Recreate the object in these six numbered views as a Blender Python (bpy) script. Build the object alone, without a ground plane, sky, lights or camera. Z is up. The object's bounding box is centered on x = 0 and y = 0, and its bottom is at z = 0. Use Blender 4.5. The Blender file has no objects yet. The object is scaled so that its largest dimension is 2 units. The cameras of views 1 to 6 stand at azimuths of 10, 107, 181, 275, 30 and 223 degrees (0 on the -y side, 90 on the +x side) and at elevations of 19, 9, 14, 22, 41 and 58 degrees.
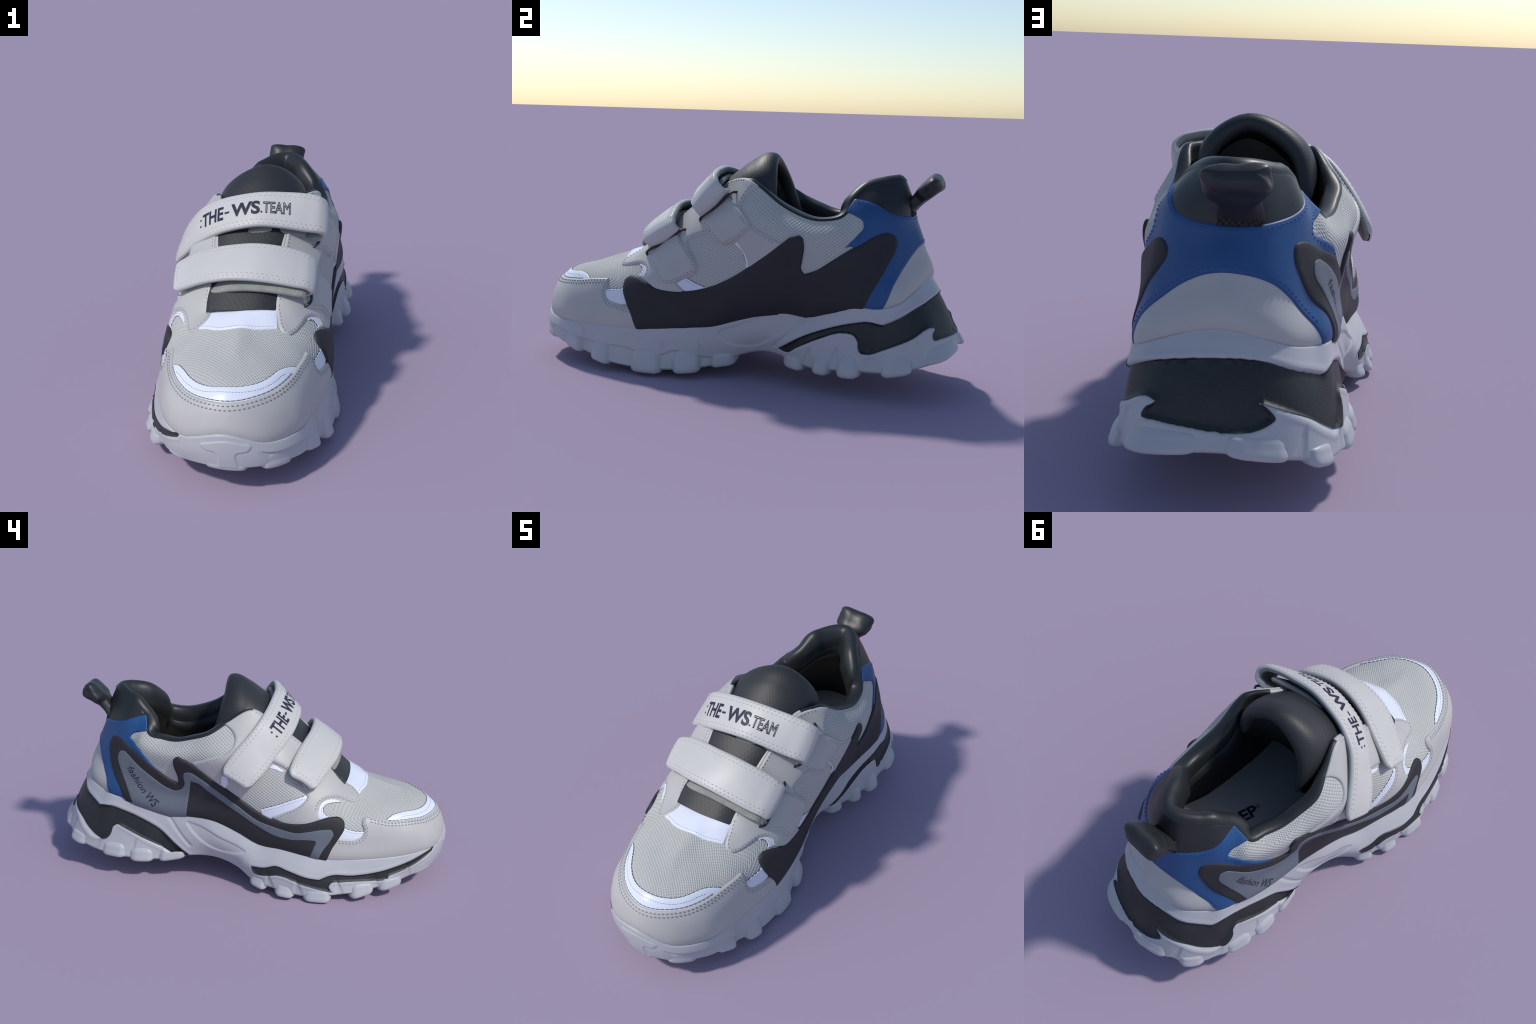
import bpy, bmesh, math, random
import numpy as np
from mathutils import Vector, geometry
from mathutils.bvhtree import BVHTree

random.seed(7)
rng = np.random.default_rng(7)
A = np.array

# ------------------------------------------------------------------ splines
def hermite(pts, knots, q, closed=False):
    """non-uniform cubic through pts (n,...) at knots, sampled at q"""
    P = np.asarray(pts, float); k = np.asarray(knots, float); n = len(P)
    if closed:                               # knots has n+1 entries, last = period
        P = np.concatenate([P[-2:], P, P[:3]])
        per = k[-1] - k[0]
        k = np.concatenate([k[n-2:n] - per, k[:n], k[:3] + per])
    d = np.diff(P, axis=0) / np.diff(k).reshape((-1,) + (1,) * (P.ndim - 1))
    h = np.diff(k)
    m = np.empty_like(P)
    w = (h[1:] / (h[1:] + h[:-1])).reshape((-1,) + (1,) * (P.ndim - 1))
    m[1:-1] = d[:-1] * w + d[1:] * (1 - w)
    m[0] = d[0]; m[-1] = d[-1]
    i = np.clip(np.searchsorted(k, q, side='right') - 1, 0, len(k) - 2)
    t = (q - k[i]) / h[i]
    sh = (-1,) + (1,) * (P.ndim - 1)
    t = t.reshape(sh); hh = h[i].reshape(sh)
    return ((2*t**3 - 3*t**2 + 1) * P[i] + (t**3 - 2*t**2 + t) * hh * m[i]
            + (-2*t**3 + 3*t**2) * P[i+1] + (t**3 - t**2) * hh * m[i+1])

def chord(P, closed=False):
    P = np.asarray(P, float)
    if closed: P = np.vstack([P, P[:1]])
    return np.concatenate([[0], np.cumsum(np.linalg.norm(np.diff(P, axis=0), axis=1))])

def spline(pts, n, closed=False):
    """smooth curve through pts, n points evenly spaced along it"""
    P = np.asarray(pts, float)
    k = chord(P, closed)
    q = np.linspace(0, k[-1], max(n * 4, 200))
    C = hermite(P, k, q, closed)
    s = chord(C)
    t = np.linspace(0, s[-1], n + 1)[:-1] if closed else np.linspace(0, s[-1], n)
    return np.stack([np.interp(t, s, C[:, j]) for j in range(C.shape[1])], 1)

def outline(pts, step=.006):
    """closed outline; a point with a trailing 1 is a sharp corner"""
    dim = 2
    P = [tuple(p[:dim]) for p in pts]; n = len(P)
    sharp = [i for i, p in enumerate(pts) if len(p) > dim]
    if not sharp:
        L = chord(P, True)[-1]
        return spline(P, max(12, int(L / step)), True)
    out = []
    for a, b in zip(sharp, sharp[1:] + [sharp[0] + n]):
        seg = [P[i % n] for i in range(a, b + 1)]
        L = chord(seg)[-1]
        m = max(2, int(L / step) + 1)
        c = spline(seg, m) if len(seg) > 2 else np.linspace(seg[0], seg[1], m)
        out.append(c[:-1])
    return np.vstack(out)

def sstep(x):
    x = np.clip(x, 0, 1); return x * x * (3 - 2 * x)

def unit(v):
    return v / np.maximum(np.linalg.norm(v, axis=-1, keepdims=True), 1e-9)

# ------------------------------------------------------------------ objects
ROOT = bpy.data.objects.new('sneaker', None)
bpy.context.scene.collection.objects.link(ROOT)
ROOT['label'] = 'chunky grey and black sneaker with two hook-and-loop straps'
ROOT['category'] = 'sneaker'

def new_obj(name, V, F, mat, parent=None, smooth=True, kind=None):
    me = bpy.data.meshes.new(name)
    me.from_pydata([tuple(map(float, v)) for v in V], [], [tuple(map(int, f)) for f in F])
    me.validate(); me.update()
    if smooth:
        me.polygons.foreach_set('use_smooth', [True] * len(me.polygons))
    ob = bpy.data.objects.new(name, me)
    bpy.context.scene.collection.objects.link(ob)
    ob.parent = parent or ROOT
    if mat: me.materials.append(mat)
    if kind: ob['kind'] = kind
    return ob

def grid_faces(nu, nv, closed_u=False, flip=False, off=0):
    F = []
    for i in range(nu if closed_u else nu - 1):
        j = (i + 1) % nu
        for k in range(nv - 1):
            f = (off + i*nv + k, off + j*nv + k, off + j*nv + k + 1, off + i*nv + k + 1)
            F.append(f[::-1] if flip else f)
    return F

def grid_normals(G, closed_u=False):
    if closed_u:
        du = np.roll(G, -1, 0) - np.roll(G, 1, 0)
    else:
        du = np.gradient(G, axis=0)
    dv = np.gradient(G, axis=1)
    return unit(np.cross(du, dv))

# ------------------------------------------------------------------ materials
def material(name, build):
    m = bpy.data.materials.new(name); m.use_nodes = True
    nt = m.node_tree; nt.nodes.clear()
    out = nt.nodes.new('ShaderNodeOutputMaterial')
    b = nt.nodes.new('ShaderNodeBsdfPrincipled')
    nt.links.new(b.outputs[0], out.inputs[0])
    build(nt, b)
    return m

def srgb(r, g, b):
    f = lambda c: ((c/255 + .055) / 1.055) ** 2.4 if c > 10 else c / 255 / 12.92
    return (f(r), f(g), f(b), 1)

def coords(nt, scale=(1, 1, 1), rot=(0, 0, 0)):
    t = nt.nodes.new('ShaderNodeTexCoord'); mp = nt.nodes.new('ShaderNodeMapping')
    mp.inputs['Scale'].default_value = scale; mp.inputs['Rotation'].default_value = rot
    nt.links.new(t.outputs['Object'], mp.inputs[0]); return mp.outputs[0]

def noise(nt, vec, scale, detail=4, rough=.6):
    n = nt.nodes.new('ShaderNodeTexNoise'); n.inputs['Scale'].default_value = scale
    n.inputs['Detail'].default_value = detail; n.inputs['Roughness'].default_value = rough
    nt.links.new(vec, n.inputs['Vector']); return n.outputs['Fac']

def ramp(nt, fac, stops):
    r = nt.nodes.new('ShaderNodeValToRGB'); e = r.color_ramp.elements
    while len(e) < len(stops): e.new(.5)
    for el, (p, c) in zip(e, stops): el.position = p; el.color = c
    nt.links.new(fac, r.inputs[0]); return r.outputs[0]

def bump(nt, bsdf, h, strength, dist=.01, prev=None):
    b = nt.nodes.new('ShaderNodeBump'); b.inputs['Strength'].default_value = strength
    b.inputs['Distance'].default_value = dist
    nt.links.new(h, b.inputs['Height'])
    if prev is not None: nt.links.new(prev, b.inputs['Normal'])
    nt.links.new(b.outputs[0], bsdf.inputs['Normal']); return b.outputs[0]

def plain(col, col2=None, rough=.5, spec=.4, grain=60, bumpy=.15, big=6, bdist=.004, metal=0, sheen=0):
    """a material of one colour with faint mottling and a fine grain"""
    def f(nt, b):
        v = coords(nt)
        n1 = noise(nt, v, big, 5)
        c = ramp(nt, n1, [(.35, col), (.7, col2 or col)])
        nt.links.new(c, b.inputs['Base Color'])
        b.inputs['Roughness'].default_value = rough
        b.inputs['Specular IOR Level'].default_value = spec
        b.inputs['Metallic'].default_value = metal
        if sheen:
            b.inputs['Sheen Weight'].default_value = sheen
        if bumpy: bump(nt, b, noise(nt, v, grain, 3), bumpy, bdist)
    return f

def math_node(nt, op, a, b=None):
    n = nt.nodes.new('ShaderNodeMath'); n.operation = op
    for k, v in enumerate((a, b)):
        if v is None: continue
        if isinstance(v, (int, float)): n.inputs[k].default_value = v
        else: nt.links.new(v, n.inputs[k])
    return n.outputs[0]

def knit(col, dark, pitch, strength, rough=.8, spec=.15, lo=.25, hi=.75, dist=.006, top_axis=True):
    """woven mesh: staggered rows of small holes; rows follow the length of the
    shoe on its sides and run across it on top"""
    def f(nt, b):
        t = nt.nodes.new('ShaderNodeTexCoord'); sp = nt.nodes.new('ShaderNodeSeparateXYZ')
        wob = nt.nodes.new('ShaderNodeTexNoise'); wob.inputs['Scale'].default_value = 14
        nt.links.new(t.outputs['Object'], wob.inputs['Vector'])
        mx = nt.nodes.new('ShaderNodeVectorMath'); mx.operation = 'MULTIPLY_ADD'
        mx.inputs[1].default_value = (.006, .006, .006)
        nt.links.new(wob.outputs['Color'], mx.inputs[0]); nt.links.new(t.outputs['Object'], mx.inputs[2])
        nt.links.new(mx.outputs[0], sp.inputs[0])
        X, Y, Z = sp.outputs
        ka, kb = 2 * math.pi / (pitch * 2), 2 * math.pi / (pitch * 1.5)
        cell = lambda u, v: math_node(nt, 'MULTIPLY', math_node(nt, 'COSINE', math_node(nt, 'MULTIPLY', u, ka)),
                                      math_node(nt, 'COSINE', math_node(nt, 'MULTIPLY', v, kb)))
        # height along the slope: y and z both climb on the instep
        side = cell(math_node(nt, 'MULTIPLY', Y, .8), math_node(nt, 'MULTIPLY', Z, .8)); top = cell(X, math_node(nt, 'SUBTRACT', Y, math_node(nt, 'MULTIPLY', Z, .5)))
        g = nt.nodes.new('ShaderNodeNewGeometry'); sn = nt.nodes.new('ShaderNodeSeparateXYZ')
        nt.links.new(g.outputs['True Normal'], sn.inputs[0])
        w = math_node(nt, 'GREATER_THAN', math_node(nt, 'ABSOLUTE', sn.outputs[0]), .72)
        m = nt.nodes.new('ShaderNodeMix'); nt.links.new(w, m.inputs[0]); nt.links.new(top, m.inputs[2]); nt.links.new(side, m.inputs[3])
        h = math_node(nt, 'MULTIPLY_ADD', m.outputs[0], -.5); nt.nodes[-1].inputs[2].default_value = .5
        c = ramp(nt, h, [(lo, dark), (hi, col)])
        nt.links.new(c, b.inputs['Base Color'])
        b.inputs['Roughness'].default_value = rough
        b.inputs['Specular IOR Level'].default_value = spec
        bump(nt, b, h, strength, dist)
    return f

M = {}
M['leather'] = material('pale_leather', plain(srgb(182,180,178), srgb(188,186,184), .45, .45, 140, .10, 5, .003))
M['strap'] = material('strap_leather', plain(srgb(195,193,191), srgb(200,198,196), .45, .45, 140, .08, 5, .003))
M['strap_under'] = material('strap_backing', plain(srgb(138,140,136), srgb(160,160,153), .75, .2, 160, .5, 14, .006))
M['rubber'] = material('pale_rubber', plain(srgb(180,180,185), srgb(187,187,191), .42, .4, 90, .08, 5, .003))
M['black_rubber'] = material('black_rubber', plain(srgb(38,40,42), srgb(46,48,49), .5, .4, 120, .3, 9, .004))
M['black'] = material('black_overlay', plain(srgb(46,45,49), srgb(51,50,54), .6, .3, 220, .12, 6, .003))
M['collar'] = material('black_padding', plain(srgb(36,38,40), srgb(42,44,46), .42, .45, 200, .12, 8, .003))
M['lining'] = material('black_lining', plain(srgb(34,36,38), srgb(40,42,43), .5, .4, 200, .2, 8, .003))
M['tongue'] = material('tongue_fabric', knit(srgb(47,48,51), srgb(42,43,46), .0100, .05, .5, .4, .1, .6))
M['mesh'] = material('pale_mesh', knit(srgb(192,192,188), srgb(160,161,159), .0078, .42, .75, .2, .05, .5))
M['blue'] = material('blue_leather', plain(srgb(34,77,128), srgb(39,84,136), .45, .4, 160, .12, 6, .003))
M['blue_thread'] = material('blue_thread', plain(srgb(36,82,158), None, .5, .3, 60, 0))
M['grey'] = material('grey_print', plain(srgb(103,110,120), srgb(108,115,125), .5, .35, 200, .1, 6, .003))
M['reflect'] = material('reflective_silver', plain(srgb(222,226,240), srgb(230,234,246), .35, .5, 200, .05, 6, .003))
M['ink'] = material('dark_print', plain(srgb(44,43,62), None, .5, .3, 60, 0))
M['thread'] = material('pale_thread', plain(srgb(184,181,180), None, .7, .2, 60, 0))
M['thread_dark'] = material('grey_thread', plain(srgb(126,125,132), None, .7, .2, 60, 0))
M['thread_black'] = material('black_thread', plain(srgb(52,52,60), None, .7, .2, 60, 0))
M['webbing'] = material('black_webbing', knit(srgb(62,58,58), srgb(30,29,30), .0085, .6, .8, .2, .2, .8))
M['insole'] = material('insole_foam', plain(srgb(186,183,175), srgb(194,191,183), .8, .1, 90, .2, 6, .003))
M['metal'] = material('metal_ring', plain(srgb(70,70,72), None, .35, .5, 60, 0, metal=1))

# ------------------------------------------------------------------ upper
# Ribs run from the edge of the sole up to the edge of the opening; they go
# round the shoe: heel, inner side (-x), toe, outer side (+x).
RIBS = [
 [(.09,.838,.49),(.098,.803,.63),(.083,.755,.745),(.078,.74,.83),(.074,.712,.9)],
 [(-.02,.833,.466),(-.01,.795,.6),(-.003,.748,.735),(.006,.725,.82),(.016,.69,.896)],
 [(-.09,.803,.438),(-.078,.765,.56),(-.074,.718,.67),(-.062,.676,.79),(-.04,.636,.882)],
 [(-.15,.735,.417),(-.129,.7,.54),(-.111,.666,.68),(-.105,.62,.79),(-.077,.576,.865)],
 [(-.183,.69,.413),(-.164,.65,.54),(-.146,.62,.65),(-.135,.575,.74),(-.1,.527,.815)],
 [(-.205,.6,.397),(-.19,.585,.52),(-.18,.57,.63),(-.184,.545,.7),(-.16,.507,.752)],
 [(-.22,.5,.37),(-.209,.485,.47),(-.215,.47,.58),(-.226,.455,.67),(-.182,.43,.728)],
 [(-.225,.4,.345),(-.216,.395,.46),(-.233,.39,.57),(-.251,.375,.67),(-.204,.36,.727)],
 [(-.236,.29,.35),(-.228,.295,.46),(-.25,.3,.58),(-.266,.29,.68),(-.22,.28,.75)],
 [(-.252,.172,.338),(-.254,.17,.46),(-.272,.175,.58),(-.292,.18,.69),(-.231,.19,.783)],
 [(-.262,.043,.287),(-.277,.05,.4),(-.286,.06,.53),(-.294,.075,.68),(-.196,.105,.83)],
 [(-.28,-.064,.237),(-.292,-.055,.36),(-.296,-.05,.5),(-.265,-.04,.66),(-.145,-.005,.88)],
 [(-.305,-.173,.23),(-.31,-.165,.34),(-.298,-.165,.48),(-.25,-.16,.64),(-.125,-.14,.79)],
 [(-.329,-.31,.211),(-.332,-.305,.32),(-.305,-.3,.43),(-.24,-.285,.55),(-.115,-.27,.69)],
 [(-.332,-.395,.198),(-.327,-.395,.29),(-.305,-.4,.38),(-.23,-.39,.49),(-.11,-.36,.62)],
 [(-.313,-.523,.196),(-.304,-.52,.28),(-.28,-.51,.36),(-.2,-.48,.455),(-.107,-.44,.53)],
 [(-.265,-.697,.196),(-.256,-.69,.28),(-.225,-.655,.372),(-.14,-.57,.456),(-.06,-.452,.526)],
 [(-.212,-.822,.203),(-.21,-.817,.283),(-.163,-.785,.371),(-.06,-.63,.461),(-.01,-.463,.53)],
 [(-.109,-.936,.212),(-.108,-.927,.283),(-.06,-.885,.369),(0,-.7,.452),(.015,-.467,.533)],
 [(.04,-.975,.25),(.04,-.965,.3),(.04,-.93,.364),(.04,-.74,.444),(.035,-.47,.536)],
 [(.18,-.931,.2),(.175,-.925,.285),(.138,-.885,.377),(.075,-.7,.453),(.055,-.471,.538)],
 [(.275,-.832,.19),(.27,-.826,.285),(.215,-.8,.388),(.11,-.63,.465),(.09,-.466,.541)],
 [(.323,-.7,.192),(.318,-.695,.285),(.286,-.655,.39),(.19,-.57,.467),(.125,-.456,.546)],
 [(.355,-.562,.198),(.352,-.555,.28),(.325,-.54,.38),(.245,-.5,.475),(.163,-.44,.552)],
 [(.371,-.402,.204),(.37,-.4,.3),(.355,-.4,.4),(.285,-.4,.5),(.168,-.36,.63)],
 [(.368,-.29,.217),(.366,-.285,.32),(.355,-.285,.43),(.305,-.28,.56),(.175,-.27,.7)],
 [(.348,-.15,.232),(.356,-.145,.35),(.35,-.14,.48),(.32,-.14,.63),(.19,-.14,.8)],
 [(.325,-.062,.241),(.35,-.05,.38),(.352,-.04,.52),(.325,-.03,.7),(.215,-.02,.872)],
 [(.311,.037,.28),(.35,.04,.41),(.356,.045,.55),(.345,.05,.72),(.268,.06,.885)],
 [(.305,.18,.32),(.35,.17,.44),(.364,.165,.56),(.369,.155,.7),(.292,.13,.86)],
 [(.303,.268,.332),(.346,.27,.45),(.362,.275,.57),(.367,.265,.68),(.296,.235,.785)],
 [(.306,.361,.325),(.34,.36,.44),(.36,.36,.56),(.367,.355,.66),(.31,.35,.742)],
 [(.328,.454,.354),(.346,.455,.46),(.354,.455,.58),(.352,.45,.67),(.304,.44,.74)],
 [(.352,.576,.384),(.34,.57,.5),(.334,.56,.6),(.324,.545,.68),(.28,.505,.772)],
 [(.345,.672,.383),(.328,.645,.52),(.305,.61,.66),(.295,.575,.75),(.251,.528,.825)],
 [(.32,.745,.405),(.298,.71,.54),(.278,.672,.67),(.253,.624,.8),(.205,.58,.872)],
 [(.244,.793,.445),(.235,.76,.56),(.228,.72,.68),(.198,.69,.81),(.165,.65,.893)],
 [(.17,.82,.475),(.172,.785,.6),(.158,.745,.72),(.138,.73,.83),(.118,.7,.9)],
]
# lower edge of the sole wall at the same ribs
SOLE_LOW = [
 (.08,.972,.215),(-.02,.964,.20),(-.108,.932,.185),(-.177,.88,.165),(-.22,.805,.14),(-.258,.68,.125),
 (-.275,.55,.118),(-.272,.44,.118),(-.258,.30,.138),(-.25,.17,.136),(-.28,.05,.104),(-.335,-.05,.06),
 (-.37,-.15,.05),(-.390,-.29,.03),(-.390,-.40,.04),(-.370,-.53,.05),(-.308,-.695,.07),(-.233,-.815,.09),
 (-.122,-.930,.11),(.05,-.986,.12),(.200,-.948,.118),(.298,-.842,.100),(.350,-.695,.078),(.383,-.56,.052),
 (.390,-.41,.04),(.380,-.28,.04),(.338,-.14,.05),(.298,-.05,.068),(.278,.06,.118),(.276,.18,.142),
 (.300,.27,.130),(.325,.37,.11),(.35,.46,.115),(.375,.59,.13),(.375,.71,.135),(.36,.81,.155),
 (.30,.91,.185),(.19,.955,.205)]
NR = len(RIBS)
FEATHER = A([r[0] for r in RIBS]); LOW = A(SOLE_LOW)
OPEN = A([r[-1] for r in RIBS])
# one parameter for every loop round the shoe
KN = chord((FEATHER + A([r[2] for r in RIBS])) / 2, True)

NU, NV = 520, 64
UQ = np.linspace(KN[0], KN[-1], NU, endpoint=False)
def make_upper():
    levels = []
    for r in RIBS:
        r = A(r, float)
        c = A([.06, .0, 0])
        inward = unit(A([c[0] - r[0][0], 0 if abs(r[0][1]) < .55 else -r[0][1] * .6, 0]))
        r = np.vstack([r[0] + inward * .045 + A([0, 0, -.055]), r[0] + inward * .010 + A([0, 0, -.014]), r])
        levels.append(spline(r, NV))
    L = A(levels)                                     # ribs x NV x 3
    return hermite(L, KN, UQ, True)                   # NU x NV x 3
UP = make_upper()
UPN = grid_normals(UP, True)
if UPN[NU // 4, NV // 2, 0] > 0: UPN = -UPN           # -x side must face -x
UFL = False
_n = grid_normals(UP, True)
if _n[NU // 4, NV // 2, 0] > 0: UFL = True
upper_faces = grid_faces(NU, NV, True, UFL)
UPB = BVHTree.FromPolygons([Vector(v) for v in UP.reshape(-1, 3)], upper_faces)

def loop_at(ctrl, u):
    return hermite(A(ctrl, float), KN, np.atleast_1d(u), True)

def out_xy(P, closed=True):
    """outward direction in plan of a closed loop running heel, -x, toe, +x"""
    t = np.roll(P, -1, 0) - np.roll(P, 1, 0)
    o = np.stack([t[:, 1], -t[:, 0], 0 * t[:, 0]], 1)
    o = unit(o)
    c = P.mean(0)
    if np.sum(np.sum(o * (P - c), 1)) < 0: o = -o
    return o

# ------------------------------------------------------------------ sole wall
SU, SV = 1500, 72
SQ = np.linspace(KN[0], KN[-1], SU, endpoint=False)
WF = loop_at(FEATHER, SQ); WB = loop_at(LOW, SQ)
WO = out_xy((WF + WB) / 2)
for _ in range(6):
    WO = unit(np.roll(WO, 1, 0) + np.roll(WO, -1, 0) + WO)
FLARE = np.ones(NR); FLARE[8:11] = 0; FLARE[28:31] = 0; FLARE[[7, 11, 27, 31]] = .6; FLARE[16:23] = 0; FLARE[[15, 23]] = .5
FLARE = loop_at(FLARE[:, None], SQ)[:, 0] * .012
WB = WB + WO * FLARE[:, None]
REF = (WF + WB) / 2
RS = chord(REF, True)[:-1]; RLEN = chord(REF, True)[-1]

def s_of(x, y):
    """distance round the sole of the place nearest to (x, y)"""
    d = (REF[:, 0] - x) ** 2 + (REF[:, 1] - y) ** 2
    return RS[int(np.argmin(d))]

# bulge of the wall between rim and lower edge, at some ribs (heel swells most)
def wall_bulge(u):
    b = np.full(NR, .006)
    b[[0, 1, 2, 36, 37]] = .018
    b[[3, 35]] = .015; b[[4, 34]] = .012
    b[9:14] = .028; b[[8, 14]] = .016; b[28:32] = .020; b[[27, 32]] = .012
    return loop_at(b[:, None], u)[:, 0]
BULGE = wall_bulge(SQ)
LIP = np.full(NR, .012); LIP[28:33] = .004; LIP[5:9] = .006; LIP[16:19] = .013; LIP[19:22] = .018; LIP[[0, 1, 37]] = .008
LIP = loop_at(LIP[:, None], SQ)[:, 0]

def wall_points(si, t):
    """si: indices round the wall, t: 0 rim .. 1 lower edge (before relief)"""
    f = WF[si] + WO[si] * LIP[si][:, None]
    p = f + (WB[si] - f) * t[:, None]
    off = BULGE[si] * np.sin(np.pi * np.clip(t, 0, 1)) - FLARE[si] * 1.5 * (t - t ** 3)
    return p + WO[si] * off[:, None]

def seg_dist(P, Q):
    """distance of points P (n,2) to the closed polyline Q (m,2), signed: negative inside"""
    best = np.full(len(P), 1e9); inside = np.zeros(len(P), bool)
    for a, b in zip(Q, np.roll(Q, -1, 0)):
        ab = b - a
        t = np.clip(((P - a) @ ab) / (ab @ ab + 1e-12), 0, 1)
        best = np.minimum(best, np.linalg.norm(P - (a + t[:, None] * ab), axis=1))
        c = ((a[1] > P[:, 1]) != (b[1] > P[:, 1]))
        with np.errstate(divide='ignore', invalid='ignore'):
            xi = a[0] + (P[:, 1] - a[1]) * (b[0] - a[0]) / (b[1] - a[1])
        inside ^= c & (P[:, 0] < xi)
    return np.where(inside, -best, best)

def unroll(pts):
    """3D control points on the sole wall -> (distance round, height); keeps the flag"""
    out = []
    for p in pts:
        s = s_of(p[0], p[1])
        if out and abs(s - out[-1][0]) > RLEN / 2: s += RLEN * (1 if s < out[-1][0] else -1)
        out.append((s, p[2]) + tuple(p[3:]))
    return out

# black inserts of the sole (control points on the wall)
HEEL_INSERT = [(.304,.232,.165,1),(.315,.34,.232),(.335,.46,.285),(.35,.57,.323),(.352,.63,.335),(.346,.695,.326,1),
 (.335,.75,.352),(.29,.83,.392),(.20,.87,.415),(.08,.877,.430),(-.02,.865,.420),(-.10,.83,.385),(-.165,.765,.350,1),(-.185,.73,.362),
 (-.215,.64,.345),(-.235,.55,.318),(-.24,.45,.270),(-.24,.36,.200),(-.239,.292,.138,1),(-.243,.335,.130),
 (-.25,.44,.180),(-.25,.53,.218),(-.245,.615,.255),(-.23,.665,.270),(-.225,.682,.258,1),(-.222,.688,.222),(-.215,.715,.192),(-.20,.75,.192),
 (-.185,.79,.215),(-.14,.86,.265),(-.07,.905,.305),(-.02,.915,.325,1),(-.045,.92,.305),(-.058,.925,.287),(-.035,.937,.27),(.0,.947,.260),
 (.06,.96,.257),(.16,.953,.262),(.24,.91,.264),(.284,.880,.268),(.28,.88,.285),(.255,.888,.308,1),(.27,.872,.312),(.335,.80,.270),(.375,.70,.222),
 (.375,.64,.198),(.372,.61,.202),(.368,.598,.222),(.362,.595,.25),(.355,.575,.272),(.345,.54,.275),(.325,.43,.235),(.312,.33,.185),(.305,.27,.152)]
FORE_INSERT = [(-.315,-.035,.138,1),(-.335,-.10,.143),(-.345,-.155,.160),(-.355,-.21,.148),(-.365,-.32,.120),(-.365,-.365,.114,1),(-.36,-.41,.132),
 (-.345,-.53,.130),(-.315,-.65,.139),(-.245,-.80,.172),(-.13,-.905,.216,1),(-.137,-.90,.194,1),(-.225,-.82,.148),(-.28,-.735,.122),(-.30,-.705,.114,1),(-.305,-.695,.098),
 (-.315,-.68,.095),(-.335,-.60,.099),(-.36,-.46,.100),(-.365,-.425,.098),(-.37,-.415,.080),(-.37,-.430,.052,1),(-.375,-.385,.062),
 (-.37,-.29,.085),(-.36,-.19,.116),(-.35,-.165,.117),(-.335,-.11,.104),(-.32,-.05,.108)]
# a moulded line on the outer side where the inner side has the black insert
OUTER_GROOVE = [(.15,-.955,.185),(.20,-.93,.165),(.27,-.80,.150),(.31,-.70,.128),(.365,-.53,.120),(.38,-.42,.112),(.385,-.36,.085),(.375,-.19,.122),
 (.355,-.12,.10),(.30,.02,.098)]

GAP_TICKS = []     # (x, y, z, lean) small triangular dents above the gaps between lugs

INS = [outline(unroll(HEEL_INSERT), .008), outline(unroll(FORE_INSERT), .008)]
GRV = spline(unroll(OUTER_GROOVE), 120)

def relief(sz):
    """push in (positive) at wall coordinates (distance round, height)"""
    d = np.zeros(len(sz))
    for k, poly in enumerate(INS):
        for sh in (-RLEN, 0, RLEN):
            q = poly + A([sh, 0])
            m = (sz[:, 0] > q[:, 0].min() - .03) & (sz[:, 0] < q[:, 0].max() + .03)
            if m.any():
                sd = seg_dist(sz[m], q)
                depth = .012 if k == 0 else .006
                d[m] += depth * sstep((-sd + .001) / .009) - .0018 * np.exp(-((sd - .009) / .006) ** 2)
    for sh in (-RLEN, 0, RLEN):
        q = GRV + A([sh, 0])
        m = (sz[:, 0] > q[:, 0].min() - .02) & (sz[:, 0] < q[:, 0].max() + .02)
        if m.any():
            zi = np.interp(sz[m, 0], np.sort(q[:, 0]), q[np.argsort(q[:, 0]), 1])
            below = zi - sz[m, 1]
            sm = sz[m, 0]; lo, hi = q[:, 0].min(), q[:, 0].max()
            fade = sstep((sm - lo) / .06) * sstep((hi - sm) / .06)
            d[m] += .010 * fade * sstep((below + .004) / .010) * np.exp(-np.clip(below, 0, 1) / .03)
    # arch: shallow leaf-shaped panels, and a crease where the heel piece begins
    for q0 in LEAVES:
        for sh in (-RLEN, 0, RLEN):
            q = q0 + A([sh, 0])
            m = (sz[:, 0] > q[:, 0].min() - .03) & (sz[:, 0] < q[:, 0].max() + .03)
            if m.any(): d[m] += .006 * sstep((-seg_dist(sz[m], q) + .004) / .016)
    for q0 in TOE_MARK:
        for sh in (-RLEN, 0, RLEN):
            q = q0 + A([sh, 0])
            m = (sz[:, 0] > q[:, 0].min() - .03) & (sz[:, 0] < q[:, 0].max() + .03)
            if m.any(): d[m] -= .0035 * sstep((-seg_dist(sz[m], q) + .003) / .008)
    for a, b in CREASES:
        ab = b - a
        for sh in (-RLEN, 0, RLEN):
            p = sz - a - A([sh, 0])
            t = np.clip((p @ ab) / (ab @ ab), 0, 1)
            r = p - t[:, None] * ab
            e = np.linalg.norm(r, axis=1)
            d += .005 * np.exp(-(e / .008) ** 2)
    # dents above the gaps between lugs
    for s0, z0, w, h, lean in TICKS:
        for sh in (-RLEN, 0, RLEN):
            z = (sz[:, 1] - z0) / h
            x = (sz[:, 0] - s0 - sh - lean * (sz[:, 1] - z0)) / (w * np.clip(1.05 - z, .05, 1.2))
            d += .005 * sstep(1.3 - np.abs(x)) * sstep((1 - z) * 3) * (z > -1)
    return d

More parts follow.
